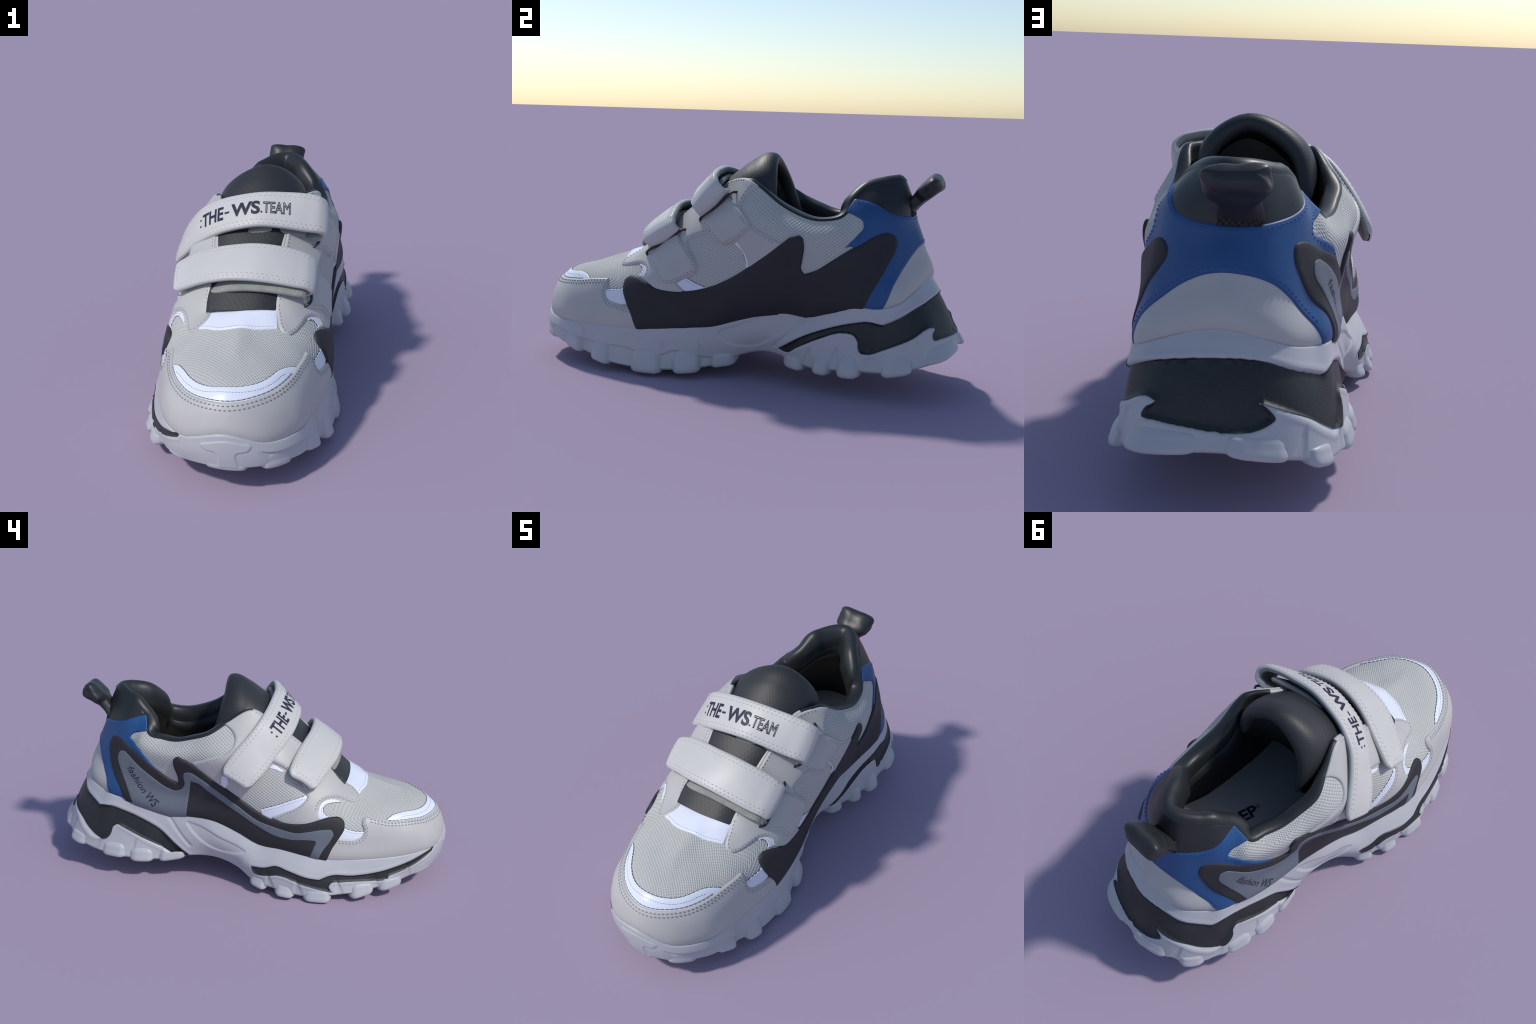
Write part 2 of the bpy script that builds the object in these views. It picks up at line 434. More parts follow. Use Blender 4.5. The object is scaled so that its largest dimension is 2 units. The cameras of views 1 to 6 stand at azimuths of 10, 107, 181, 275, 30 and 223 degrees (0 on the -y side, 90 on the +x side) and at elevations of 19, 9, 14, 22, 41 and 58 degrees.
LEAVES = [outline(unroll([(-.255,.312,.318),(-.26,.235,.308),(-.268,.13,.262),(-.285,-.01,.195),(-.28,.06,.178),(-.272,.15,.182),(-.26,.24,.235)]), .01),
          outline(unroll([(.325,-.035,.205),(.325,.06,.255),(.325,.25,.300),(.32,.26,.262),(.318,.22,.215),(.312,.10,.152),(.32,-.01,.175)]), .01)]
TOE_MARK = [outline(unroll([(-.05,-.975,.205),(-.01,-.985,.222),(.045,-.985,.232),(.10,-.98,.222),(.14,-.965,.205),(.125,-.97,.190),(.085,-.985,.180),(.085,-.985,.115,1),(.005,-.985,.115,1),(.005,-.985,.180),(-.035,-.98,.190)]), .006)]
CREASES = [(A(unroll([(-.24,.415,.337)])[0]), A(unroll([(-.25,.285,.195)])[0])), (A(unroll([(.315,.355,.305)])[0]), A(unroll([(.30,.215,.172)])[0]))]
TICKS = []

# lugs: (side points at both ends, lower z at both ends, upper z)
LUGS = [
 ((.315,-.795),(.368,-.692),.082,.056,.160), ((.378,-.645),(.400,-.530),.046,.024,.140),
 ((.404,-.420),(.402,-.280),.014,.012,.125), ((.396,-.232),(.355,-.108),.018,.028,.130),
 ((.322,-.085),(.278,.015),.040,.058,.130), ((.296,.25),(.325,.345),.086,.076,.150),
 ((.345,.383),(.375,.468),.086,.084,.178), ((.385,.500),(.403,.600),.090,.094,.190),
 ((.404,.684),(.388,.820),.108,.138,.215), ((.365,.855),(.145,.992),.165,.205,.262),
 ((.085,.998),(-.125,.925),.207,.176,.255), ((-.165,.895),(-.228,.780),.155,.130,.198),
 ((-.245,.702),(-.266,.580),.112,.108,.185), ((-.268,.567),(-.270,.443),.098,.100,.170),
 ((-.268,.430),(-.255,.300),.098,.118,.142), ((-.325,-.014),(-.355,-.112),.042,.022,.098),
 ((-.378,-.150),(-.396,-.257),.018,.006,.094), ((-.404,-.296),(-.394,-.428),.002,.002,.066),
 ((-.382,-.520),(-.350,-.650),.012,.040,.096), ((-.338,-.668),(-.285,-.792),.036,.062,.108),
 ((-.236,-.842),(-.128,-.942),.078,.095,.165), ((-.06,-.978),(.125,-.978),.100,.100,.19),
 ((.160,-.958),(.285,-.868),.098,.088,.165),
]
for a, b in zip(LUGS, LUGS[1:]):
    x, y = (a[1][0] + b[0][0]) / 2, (a[1][1] + b[0][1]) / 2
    gap = math.hypot(a[1][0] - b[0][0], a[1][1] - b[0][1])
    if gap < .1 and y > -.9:
        TICKS.append((s_of(x, y), (a[4] + b[4]) / 2 - .045, .024, .085, .25 if y > 0 else -.25))

def make_sole():
    tt = np.concatenate([np.linspace(0, 1, SV - 6)])
    G = np.empty((SU, SV, 3))
    idx = np.arange(SU)
    # rim lip: from inside the upper, over the rounded edge
    G[:, 0] = WF - WO * .03 + A([0, 0, -.012])
    G[:, 1] = WF - WO * .004 + A([0, 0, -.002])
    G[:, 2] = WF + WO * (LIP * .4)[:, None] + A([0, 0, .006])
    G[:, 3] = WF + WO * (LIP * .85)[:, None] + A([0, 0, .004])
    cols = []
    for k, t in enumerate(tt):
        cols.append(wall_points(idx, np.full(SU, t)))
    for k, c in enumerate(cols):
        sz = np.stack([RS, c[:, 2]], 1)
        c = c - WO * relief(sz)[:, None]
        G[:, 4 + k] = c
    G[:, SV - 2] = WB - WO * .012 + A([0, 0, -.010])
    G[:, SV - 1] = WB - WO * .05 + A([0, 0, -.008])
    return G
WALL = make_sole()
def wall_flip():
    n = grid_normals(WALL, True)
    return np.sum(n[:, SV // 2] * WO) < 0
WFL = wall_flip()
sole_faces = grid_faces(SU, SV, True, WFL)
# underside: strips to a centre line
und = WALL[:, SV - 1]
cx = np.stack([np.interp(und[:, 1], [-1, -.5, 0, .5, 1], [.04, .02, .02, .06, .08]), np.clip(und[:, 1], -.86, .85),
               und[:, 2] + .004], 1)
Vs = np.vstack([WALL.reshape(-1, 3), cx])
o = SU * SV
for i in range(SU):
    j = (i + 1) % SU
    f = (i * SV + SV - 1, j * SV + SV - 1, o + j, o + i)
    sole_faces.append(f[::-1] if WFL else f)
SOLE = new_obj('sole', Vs, sole_faces, M['rubber'])

WALLB = BVHTree.FromPolygons([Vector(v) for v in WALL.reshape(-1, 3)], grid_faces(SU, SV, True, WFL))

def wall_map(sz, lift=.0015):
    """(distance round, height) -> point on the relief wall and outward normal"""
    P = np.empty((len(sz), 3)); N = np.empty((len(sz), 3))
    for i, (s, z) in enumerate(sz):
        s = s % RLEN
        f = np.interp(s, np.append(RS, RLEN), np.arange(SU + 1))
        a = int(f) % SU; w = f - int(f)
        ref = REF[a] * (1 - w) + REF[(a + 1) % SU] * w
        od = WO[a]
        org = Vector((ref[0] + od[0] * .3, ref[1] + od[1] * .3, z))
        hit = WALLB.ray_cast(org, Vector((-od[0], -od[1], 0)), .6)
        if hit[0] is None: hit = WALLB.find_nearest(Vector((ref[0] + od[0] * .02, ref[1] + od[1] * .02, z)))
        P[i] = hit[0]; n = A(hit[1]); N[i] = n if n @ od > 0 else -n
    return P + N * lift, N

def fill2d(poly, h, rings=()):
    """triangulate a closed 2D outline with inner points; returns points, faces"""
    pts = [tuple(p) for p in poly]; n = len(pts)
    lo, hi = poly.min(0), poly.max(0)
    gx = np.arange(lo[0], hi[0] + h, h); gy = np.arange(lo[1], hi[1] + h, h * .87)
    g = A([(x + (h / 2 if k % 2 else 0), y) for k, y in enumerate(gy) for x in gx])
    extra = []
    if len(rings):
        t = np.roll(poly, -1, 0) - np.roll(poly, 1, 0)
        area = np.sum(poly[:, 0] * np.roll(poly[:, 1], -1) - np.roll(poly[:, 0], -1) * poly[:, 1])
        nn = unit(np.stack([-t[:, 1], t[:, 0]], 1)) * (1 if area > 0 else -1)
        for r in rings:
            c = poly + nn * r
            sd = seg_dist(c, poly)
            extra.append(c[sd < -r * .92])
        lim = max(rings) + h * .45
    else: lim = h * .45
    g = g[seg_dist(g, poly) < -lim]
    allp = pts + [tuple(p) for e in extra for p in e] + [tuple(p) for p in g]
    vo, eo, fo, _, _, _ = geometry.delaunay_2d_cdt([Vector(p) for p in allp], [], [list(range(n))], 1, 1e-6)
    V = A([(v[0], v[1]) for v in vo])
    F = []
    for f in fo:
        a, b, c = (V[k] for k in f[:3])
        cr = (b[0]-a[0])*(c[1]-a[1]) - (b[1]-a[1])*(c[0]-a[0])
        F.append(tuple(f) if cr > 0 else tuple(f)[::-1])
    return V, F

def orient(P, F, N):
    """make face windings agree with the given outward normals"""
    f = F[len(F) // 2]; s = 0
    for f in F[::max(1, len(F) // 40)]:
        fn = np.cross(P[f[1]] - P[f[0]], P[f[2]] - P[f[0]]); s += np.sign(fn @ N[f[0]])
    return [f[::-1] for f in F] if s < 0 else F

def insert_piece(name, poly):
    V2, F = fill2d(poly, .010, (.0025, .006, .0105))
    P, N = wall_map(V2, .0030)
    sd = -seg_dist(V2, poly)
    return new_obj(name, P, orient(P, F, N), M['black_rubber'], SOLE)
insert_piece('heel_insert', INS[0])
insert_piece('forefoot_insert', INS[1])

def make_lug(a, b, za, zb, zt):
    """rounded tread block: a thick pad at the bottom that runs out into the wall above"""
    sa, sb = s_of(*a), s_of(*b)
    if sb - sa > RLEN / 2: sb -= RLEN
    if sa - sb > RLEN / 2: sb += RLEN
    n, m = 30, 34
    L = abs(sb - sa); r = min(.034, L * .40)
    G = []
    for k in range(n):
        e = .5 - .5 * math.cos(math.pi * k / (n - 1))      # tight steps at the rounded ends
        dist = min(e, 1 - e) * L
        q = 1 if dist > r else math.sqrt(max(0, 1 - (1 - dist / r) ** 2))
        s = (sa + (sb - sa) * e) % RLEN
        i = int(np.argmin(np.abs(RS - s)))
        px = a[0] + (b[0] - a[0]) * e; py = a[1] + (b[1] - a[1]) * e
        od = WO[i]
        reach = (A([px, py, 0]) - WB[i]) @ od
        reach = min(max(reach + .012, .014), .045) if py > -.82 else .002
        if px < 0 and py > -.82: reach = max(reach - .009, .012)
        lobe = math.sin(math.pi * e) ** .5
        reach = reach * (.35 + .65 * lobe)
        z0 = za + (zb - za) * e; h = (zt - z0) * (.72 + .28 * lobe)
        lean = ((WF[i] + WO[i] * LIP[i] - WB[i]) @ od) / (WF[i][2] - WB[i][2])
        sec = [(-.085, 0), (-.04, 0), (reach - .014, 0), (reach - .003, .006), (reach, .018), (reach - .002, .034), (reach * .70, .05 + (h - .05) * .16),
               (reach * .34, .05 + (h - .05) * .52), (-.003, h * .98), (-.03, h), (-.085, h)]
        c = spline(A(sec), m)
        inset = r * .9 * (1 - q)
        xm = -.03
        ring = []
        for x, z in c:
            x2 = x - inset if x > xm else x
            z2 = h / 2 + (z - h / 2) * (1 - min(.8, inset / h * 1.1))
            zz = z0 + z2
            base = WB[i] + od * (x2 + lean * (zz - WB[i][2]))
            ring.append((base[0], base[1], zz))
        G.append(ring)
    G = A(G); V = G.reshape(-1, 3)
    F = []
    for k in range(n - 1):
        for j in range(m):
            j2 = (j + 1) % m
            F.append((k*m + j, (k+1)*m + j, (k+1)*m + j2, k*m + j2))
    F.append(tuple(range(m))); F.append(tuple(range((n-1)*m, n*m))[::-1])
    ob = new_obj('tread_lug', V, F, M['rubber'], SOLE)
    bm = bmesh.new(); bm.from_mesh(ob.data); bmesh.ops.recalc_face_normals(bm, faces=bm.faces); bm.to_mesh(ob.data); bm.free()
    return ob
for lg in LUGS: make_lug(*lg)

# ------------------------------------------------------------------ upper shell
UPPER = new_obj('upper', UP.reshape(-1, 3), upper_faces, M['mesh'])

# ------------------------------------------------------------------ collar, lining, insole
def make_collar():
    O = UP[:, -1]; oo = -out_xy(O)
    for _ in range(10): oo = unit(np.roll(oo, 1, 0) + np.roll(oo, -1, 0) + oo)
    w = sstep((O[:, 1] - .02) / .22)
    tuck = sstep((O[:, 1] - .0) / .25)
    pr = [(-.007,-.016),(-.005,.003),(.009,.018),(.020,.024),(.033,.021),(.045,.010),(.054,-.008),(.060,-.035),(.061,-.07)]
    G = []
    thick = (1 + .22 * sstep((O[:, 1] - .50) / .10))[:, None]
    tall = np.where(O[:, 1] > .3, np.interp(O[:, 2], [.76, .87], [.28, 1.]), np.interp(O[:, 1], [.05, .2], [.5, .28]))[:, None]
    for i, (a, z) in enumerate(pr):
        sc = (.32 + .68 * w)[:, None]
        G.append(O + oo * a * sc * (thick if a > 0 else 1) + A([0, 0, z]) * sc * (tall if z > 0 else 1))
    G = np.stack(G, 1)
    flip = np.sum(grid_normals(G, True)[:, 3, 2]) < 0
    F = grid_faces(NU, len(pr), True, flip); npr = len(pr) - 1
    back = [O[i, 1] > -.004 for i in range(NU)]
    col = new_obj('collar', G.reshape(-1, 3), [f for k, f in enumerate(F) if back[k // npr]], M['collar'])
    new_obj('throat_edge', G.reshape(-1, 3), [f for k, f in enumerate(F) if not back[k // npr]], M['leather'])
    # lining: from the collar down to the insole
    bot = loop_at(FEATHER, UQ); bo = out_xy(bot)
    zin = np.interp(bot[:, 1], [-1, -.4, .1, .45, .9], [.28, .31, .365, .412, .43])
    base = bot - bo * .045; base[:, 2] = zin - .01
    rows = []
    top = G[:, -1]
    for t in np.linspace(0, 1, 14):
        mid = top * (1 - t) + base * t - (-oo) * 0
        pad = .026 * math.exp(-((t - .10) / .13) ** 2) * min(1, t / .06) - .012 * math.sin(math.pi * t)
        mid = mid - bo * pad * tuck[:, None]
        rows.append(mid)
    H = np.stack(rows, 1)
    new_obj('lining', H.reshape(-1, 3), grid_faces(NU, 14, True, flip), M['lining'])
    # insole
    ins = bot - bo * .03
    ins[:, 2] = zin
    V = list(ins); F = []
    for k, sc in enumerate((.75, .5, .25)):
        c = ins.copy(); cc = np.stack([np.full(NU, .06), np.clip(ins[:, 1], -.75, .66), zin], 1)
        r = cc + (ins - cc) * sc; r[:, 2] = np.interp(r[:, 1], [-1, -.4, .1, .45, .9], [.28, .31, .365, .412, .43])
        V += list(r)
    cc[:, 2] = np.interp(cc[:, 1], [-1, -.4, .1, .45, .9], [.28, .31, .365, .412, .43]); V += list(cc)
    for k in range(4):
        for i in range(NU):
            j = (i + 1) % NU
            F.append((k*NU + i, k*NU + j, (k+1)*NU + j, (k+1)*NU + i))
    V = A(V)
    n = np.cross(V[F[NU//2][1]] - V[F[NU//2][0]], V[F[NU//2][2]] - V[F[NU//2][0]])
    if n[2] < 0: F = [f[::-1] for f in F]
    return col, new_obj('insole', V, F, M['insole'])
COLLAR, INSOLE = make_collar()

# ------------------------------------------------------------------ padded sheets
def edge_samples(n, length, r):
    """positions 0..1 with extra lines inside the rounded border r"""
    e = [0, .06, .2, .45, .75, 1.0]
    b = [x * r / length for x in e]
    mid = list(np.linspace(b[-1], 1 - b[-1], n))
    return A(b[:-1] + mid + [1 - x for x in b[::-1]][1:])

def sheet(P, t, r, la, lb, under=None):
    """P: grid (na, nb, 3) -> closed sheet of thickness t with a rounded rim r;
    la, lb: distance (in metres) of every grid point to the nearest border"""
    N = grid_normals(P)
    d = np.minimum(la, lb)
    f = np.sqrt(np.clip(1 - (1 - np.clip(d / r, 0, 1)) ** 2, 0, 1))
    top = P + N * (t / 2 * f)[..., None]; bot = P - N * (t / 2 * f)[..., None]
    return top, bot, N

def sheet_obj(name, P, t, r, d, mat, mat2=None, parent=None):
    N = grid_normals(P); na, nb = P.shape[:2]
    f = np.sqrt(np.clip(1 - (1 - np.clip(d / r, 0, 1)) ** 2, 0, 1))
    top = P + N * (t / 2 * f)[..., None]; bot = P - N * (t / 2 * f)[..., None]
    V = np.vstack([top.reshape(-1, 3), bot.reshape(-1, 3)])
    F1 = grid_faces(na, nb); F2 = grid_faces(na, nb, flip=True, off=na * nb)
    ob = new_obj(name, V, F1 + F2, mat, parent)
    if mat2:
        ob.data.materials.append(mat2)
        mi = [0] * len(F1) + [1] * len(F2)
        ob.data.polygons.foreach_set('material_index', mi)
    bm = bmesh.new(); bm.from_mesh(ob.data)
    bmesh.ops.remove_doubles(bm, verts=bm.verts, dist=1e-5)
    bm.to_mesh(ob.data); bm.free()
    return ob, top, N

# ------------------------------------------------------------------ tongue
TONGUE = [   # from the toe end to the free end; each row goes from -x to +x
 [(-.125,-.46,.505),(-.05,-.475,.520),(.03,-.48,.525),(.11,-.475,.528),(.18,-.455,.515)],
 [(-.135,-.36,.585),(-.05,-.38,.600),(.03,-.39,.603),(.12,-.38,.605),(.19,-.36,.59)],
 [(-.145,-.25,.66),(-.06,-.27,.685),(.04,-.28,.692),(.14,-.27,.685),(.20,-.25,.665)],
 [(-.150,-.12,.755),(-.08,-.145,.785),(.045,-.155,.80),(.16,-.145,.79),(.215,-.12,.76)],
 [(-.160,.02,.78),(-.11,-.02,.845),(.055,-.045,.885),(.185,-.02,.855),(.235,.02,.80)],
 [(-.160,.09,.76),(-.12,.045,.865),(.065,.035,.945),(.20,.06,.885),(.235,.09,.80)],
 [(-.150,.15,.74),(-.105,.11,.885),(.08,.105,.976),(.205,.125,.890),(.23,.14,.79)],
 [(-.135,.21,.71),(-.085,.16,.870),(.085,.148,.968),(.20,.175,.878),(.22,.18,.77)],
]
def make_tongue():
    rows = A([spline(r, 41) for r in TONGUE])
    ks = chord(A([r[2] for r in TONGUE], float))
    na = 70
    q = np.concatenate([np.linspace(0, ks[-1] - .05, na), ks[-1] - .05 + .05 * np.sin(np.linspace(.1, 1, 10) * np.pi / 2)])
    P = hermite(rows, ks, q)
    b = np.linspace(0, 1, 41); b = .5 - .5 * np.cos(np.pi * b)
    # resample across with finer borders
    P = A([[ [np.interp(x, np.linspace(0, 1, 41), row[:, c]) for c in range(3)] for x in b] for row in P])
    la = (q[-1] - q)[:, None] * np.ones(41)
    lb = (np.minimum(b, 1 - b) * .40)[None, :] * np.ones((len(q), 1))
    if grid_normals(P)[40, 20, 2] < 0: P = P[:, ::-1]; 
    P = P - grid_normals(P) * .012
    # inner face of the tongue: closes the front of the cavity
    top = P[-1] - A([0, .035, .045]); n = len(top)
    rows = []
    for t in np.linspace(0, 1, 16):
        r = top.copy()
        r[:, 1] = top[:, 1] + (-.11 - top[:, 1]) * t
        r[:, 2] = top[:, 2] + (.33 - top[:, 2]) * t
        r[:, 0] = top[:, 0] + (top[:, 0] - .04) * .25 * t
        rows.append(r)
    new_obj('tongue_lining', A(rows).reshape(-1, 3), grid_faces(16, n), M['lining'])
    return sheet_obj('tongue', P, .060, .032, np.minimum(la, lb), M['tongue'])
TONGUE_OB, _, _ = make_tongue()

# ------------------------------------------------------------------ straps
# rear edge and front edge of each strap, from the fold on +x to the free end
STRAP1 = ([(.20,-.015,.835),(.29,-.005,.825),(.338,-.015,.838),(.350,-.045,.872),(.325,-.07,.902),(.265,-.086,.920),(.17,-.098,.930),(.07,-.104,.932),(-.03,-.094,.916),(-.13,-.075,.886),(-.21,-.042,.840),(-.262,.005,.785),(-.303,.058,.728),(-.332,.098,.675),(-.352,.122,.630)],
          [(.20,-.135,.715),(.29,-.125,.705),(.338,-.130,.718),(.352,-.155,.752),(.325,-.180,.772),(.265,-.200,.786),(.17,-.222,.808),(.07,-.236,.820),(-.03,-.230,.804),(-.13,-.208,.768),(-.195,-.175,.728),(-.262,-.124,.672),(-.310,-.085,.625),(-.340,-.050,.592),(-.362,-.012,.555)])
STRAP2 = ([(.19,-.235,.635),(.27,-.225,.625),(.315,-.232,.640),(.328,-.258,.682),(.300,-.275,.712),(.244,-.287,.738),(.15,-.300,.760),(.053,-.296,.762),(-.02,-.282,.748),(-.10,-.256,.724),(-.17,-.230,.695),(-.23,-.210,.664),(-.298,-.190,.620)],
          [(.19,-.365,.540),(.27,-.360,.535),(.315,-.372,.552),(.330,-.402,.590),(.300,-.424,.620),(.244,-.440,.636),(.143,-.449,.651),(.046,-.447,.656),(-.03,-.438,.650),(-.10,-.420,.631),(-.165,-.390,.604),(-.225,-.358,.572),(-.286,-.322,.536)])

def make_strap(edges, name, drop):
    A0, B0 = (spline(e, 240) for e in edges)
    L = chord((A0 + B0) / 2); Ltot = L[-1]
    W = float(np.mean(np.linalg.norm(A0[100:] - B0[100:], axis=1)))
    r = .013; t = .030; rc = .035
    q = np.concatenate([np.linspace(0, 1 - .04 / Ltot, 150), 1 - (.04 / Ltot) * (1 - np.sin(np.linspace(.08, 1, 14) * np.pi / 2))])
    ai = q * 239
    Ea = np.stack([np.interp(ai, np.arange(240), A0[:, c]) for c in range(3)], 1)
    Eb = np.stack([np.interp(ai, np.arange(240), B0[:, c]) for c in range(3)], 1)
    b = edge_samples(26, W, r)
    d_end = (1 - q) * Ltot
    shrink = np.where(d_end < rc, rc - np.sqrt(np.clip(rc**2 - (rc - d_end)**2, 0, None)), 0) / W
    P = np.empty((len(q), len(b), 3))
    for i in range(len(q)):
        bb = shrink[i] + b * (1 - 2 * shrink[i])
        P[i] = Ea[i] + (Eb[i] - Ea[i]) * bb[:, None]
    N = grid_normals(P)
    if N[75, len(b)//2, 2] < 0: P = P[:, ::-1]
    N = grid_normals(P)
    # gentle crown across
    sink = np.interp(1 - q, [0, .25, .6, 1], drop)[:, None]
    P = P + N * (.006 * (1 - (2 * b - 1) ** 2)[None, :] - sink)[..., None]
    la = d_end[:, None] * np.ones(len(b)); lb = (np.minimum(b, 1 - b) * W)[None, :] * np.ones((len(q), 1))
    ob, top, NN = sheet_obj(name, P, t, r, np.minimum(la + 1e-4, lb), M['strap'], M['strap_under'])
    return ob, P + NN * (t / 2)[..., None] if False else (P, NN, t, q, b, Ltot, W)
S1, S1D = make_strap(STRAP1, 'strap', (.016, .018, .018, .020))
S2, S2D = make_strap(STRAP2, 'strap', (.000, .004, .022, .036))

def under_layer(edges, a_from, a_to, drop, forward, name):
    """second layer of the strap, pressed on the tongue below it"""
    A0, B0 = (spline(e, 240) for e in edges)
    k0, k1 = int(a_from * 239), int(a_to * 239)
    A0, B0 = A0[k0:k1], B0[k0:k1]
    b = edge_samples(10, .17, .010)
    fwd = unit(B0 - A0) * forward
    P = (A0 + fwd)[:, None] + ((B0 - A0)[:, None] * b[None, :, None])
    N = grid_normals(P)
    if N[len(P) // 2, 6, 2] < 0: P = P[:, ::-1]; N = grid_normals(P)
    P = P - N * drop
    lb = (np.minimum(b, 1 - b) * .17)[None, :] * np.ones((len(P), 1))
    la = np.minimum(np.arange(len(P)), np.arange(len(P))[::-1])[:, None] * .004 * np.ones(len(b))
    sheet_obj(name, P, .022, .010, np.minimum(la, lb), M['strap_under'])
under_layer(STRAP1, .26, .84, .056, .010, 'strap_backing')
under_layer(STRAP2, .24, .95, .050, .026, 'strap_backing')

def strap_map(D, a, b, lift):
    """a: metres from the free end, b: 0 rear edge .. 1 front edge"""
    P, N, t, q, bs, L, W = D
    i = np.interp(1 - a / L, q, np.arange(len(q))); j = np.interp(b, bs, np.arange(len(bs)))
    i0 = min(int(i), len(q) - 2); j0 = min(int(j), len(bs) - 2); u, v = i - i0, j - j0
    f = lambda G: (G[i0, j0]*(1-u)*(1-v) + G[i0+1, j0]*u*(1-v) + G[i0, j0+1]*(1-u)*v + G[i0+1, j0+1]*u*v)
    n = unit(f(N)); return f(P) + n * (t / 2 + lift), n

# ------------------------------------------------------------------ pull loop
def make_loop():
    spine = spline([(.055,.728,.765),(.056,.752,.800),(.058,.782,.836),(.060,.812,.868),(.062,.842,.895),(.063,.864,.912)], 40)
    n = len(spine); m = 36
    s = np.linspace(0, 1, n)
    half_w = np.interp(s, [0, .25, .40, .52, .75, 1], [.064, .058, .056, .080, .090, .084])
    half_t = np.interp(s, [0, .25, .38, .55, .8, 1], [.024, .027, .030, .036, .042, .040])
    T = unit(np.gradient(spine, axis=0)); X = A([1., -.1, -.12]) ; 
    G = []
    for k in range(n):
        x = unit(X - T[k] * (X @ T[k])); y = np.cross(T[k], x)
        e = 1 if s[k] < .86 else math.sqrt(max(.0, 1 - ((s[k] - .86) / .14) ** 2))
        ring = []
        for j in range(m):
            th = 2 * math.pi * j / m; c, d = math.cos(th), math.sin(th)
            rad = (abs(c) ** 3.2 + abs(d) ** 3.2) ** (-1 / 3.2)
            lump = 1 + .06 * math.sin(3 * th + 9 * s[k]) * sstep((s[k] - .4) / .3) + .05 * math.sin(5 * th - 4 * s[k])
            fold = 1 - .22 * math.exp(-(c / .35) ** 2) * (d < 0) * sstep((s[k] - .45) / .2)
            ring.append(spine[k] + x * c * rad * half_w[k] * lump * (.55 + .45 * e) + y * d * rad * half_t[k] * lump * fold * max(e, .02))
        G.append(ring)
    G = A(G); V = G.reshape(-1, 3); F = []
    for k in range(n - 1):
        for j in range(m):
            F.append((k*m + j, k*m + (j+1) % m, (k+1)*m + (j+1) % m, (k+1)*m + j))
    F.append(tuple(range((n-1)*m, n*m))); F.append(tuple(range(m))[::-1])
    ob = new_obj('pull_loop', V, F, M['collar'])
    bm = bmesh.new(); bm.from_mesh(ob.data); bmesh.ops.recalc_face_normals(bm, faces=bm.faces); bm.to_mesh(ob.data); bm.free()
    return ob
LOOP = make_loop()

# ------------------------------------------------------------------ rings the straps run through
def tube(name, pts, rad, mat, parent, closed=True):
    C = spline(pts, 90, closed); n = len(C); m = 10
    T = unit(np.roll(C, -1, 0) - np.roll(C, 1, 0))
    G = []
    for k in range(n):
        x = unit(np.cross(T[k], A([.3, .2, 1.]))); y = np.cross(T[k], x)
        G.append([C[k] + (x * math.cos(2*math.pi*j/m) + y * math.sin(2*math.pi*j/m)) * rad for j in range(m)])
    V = A(G).reshape(-1, 3); F = []
    for k in range(n):
        for j in range(m):
            F.append((k*m + j, k*m + (j+1) % m, ((k+1) % n)*m + (j+1) % m, ((k+1) % n)*m + j))
    ob = new_obj(name, V, F, mat, parent)
    bm = bmesh.new(); bm.from_mesh(ob.data); bmesh.ops.recalc_face_normals(bm, faces=bm.faces); bm.to_mesh(ob.data); bm.free()
    return ob
tube('strap_ring', [(.285,-.142,.690),(.308,-.135,.705),(.306,-.06,.765),(.300,.012,.828),(.278,.028,.826),(.268,.02,.812),(.268,-.06,.735),(.268,-.138,.675)], .0055, M['metal'], S1)
tube('strap_ring', [(.275,-.398,.520),(.296,-.394,.534),(.290,-.31,.588),(.286,-.215,.650),(.266,-.202,.645),(.255,-.21,.630),(.258,-.31,.560),(.258,-.394,.505)], .0055, M['metal'], S2)
# ------------------------------------------------------------------ panels laid on the upper
class Proj:
    """flattens the upper for drawing outlines on it"""
    def __init__(self, kind, v, reach):
        self.kind = kind; self.v = A(v, float); self.reach = reach
        if kind == 'dir':
            D = unit(self.v); self.D = D
            if abs(D[2]) > .95: self.e1, self.e2 = A([1., 0, 0]), A([0, 1., 0])
            else:
                self.e1 = unit(A([0, 1., 0]) - D * D[1]); self.e2 = np.cross(D, self.e1)
                if self.e2[2] < 0: self.e2 = -self.e2
    def flat(self, P):
        P = A(P, float)
        if self.kind == 'dir': return np.stack([P @ self.e1, P @ self.e2], -1)
        d = P - self.v
        if self.kind == 'cyl':
            return np.stack([np.arctan2(d[..., 0], d[..., 1]) * .33, P[..., 2]], -1)
        return np.stack([np.arctan2(d[..., 0], -d[..., 1]) * .38, np.arctan2(d[..., 2], np.hypot(d[..., 0], d[..., 1])) * .38], -1)
    def surf(self, Q, tree=None):
        tree = tree or UPB
        P = np.empty((len(Q), 3)); N = np.empty((len(Q), 3)); last = None
        for i, (p, q) in enumerate(Q):
            if self.kind == 'dir':
                o = self.e1 * p + self.e2 * q + self.D * 2; d = -self.D
            elif self.kind == 'cyl':
                a = p / .33; dd = A([math.sin(a), math.cos(a), 0])
                o = A([self.v[0], self.v[1], q]) + dd * 2; d = -dd
            else:
                a, e = p / .38, q / .38
                dd = A([math.sin(a) * math.cos(e), -math.cos(a) * math.cos(e), math.sin(e)])
                o = self.v + dd * 2; d = -dd
            h = tree.ray_cast(Vector(o), Vector(d), self.reach)
            if h[0] is not None and Vector(d).dot(h[1]) > .25: h = (None,) * 4      # far wall seen from inside
            if h[0] is None:
                best = None
                for t in np.linspace(1.0, self.reach, 90):
                    c = tree.find_nearest(Vector(o + d * t))
                    if best is None or c[3] < best[3]: best = c
                h = best
            n = A(h[1]); P[i] = h[0]; N[i] = n if n @ d < 0 else -n
        return P, N

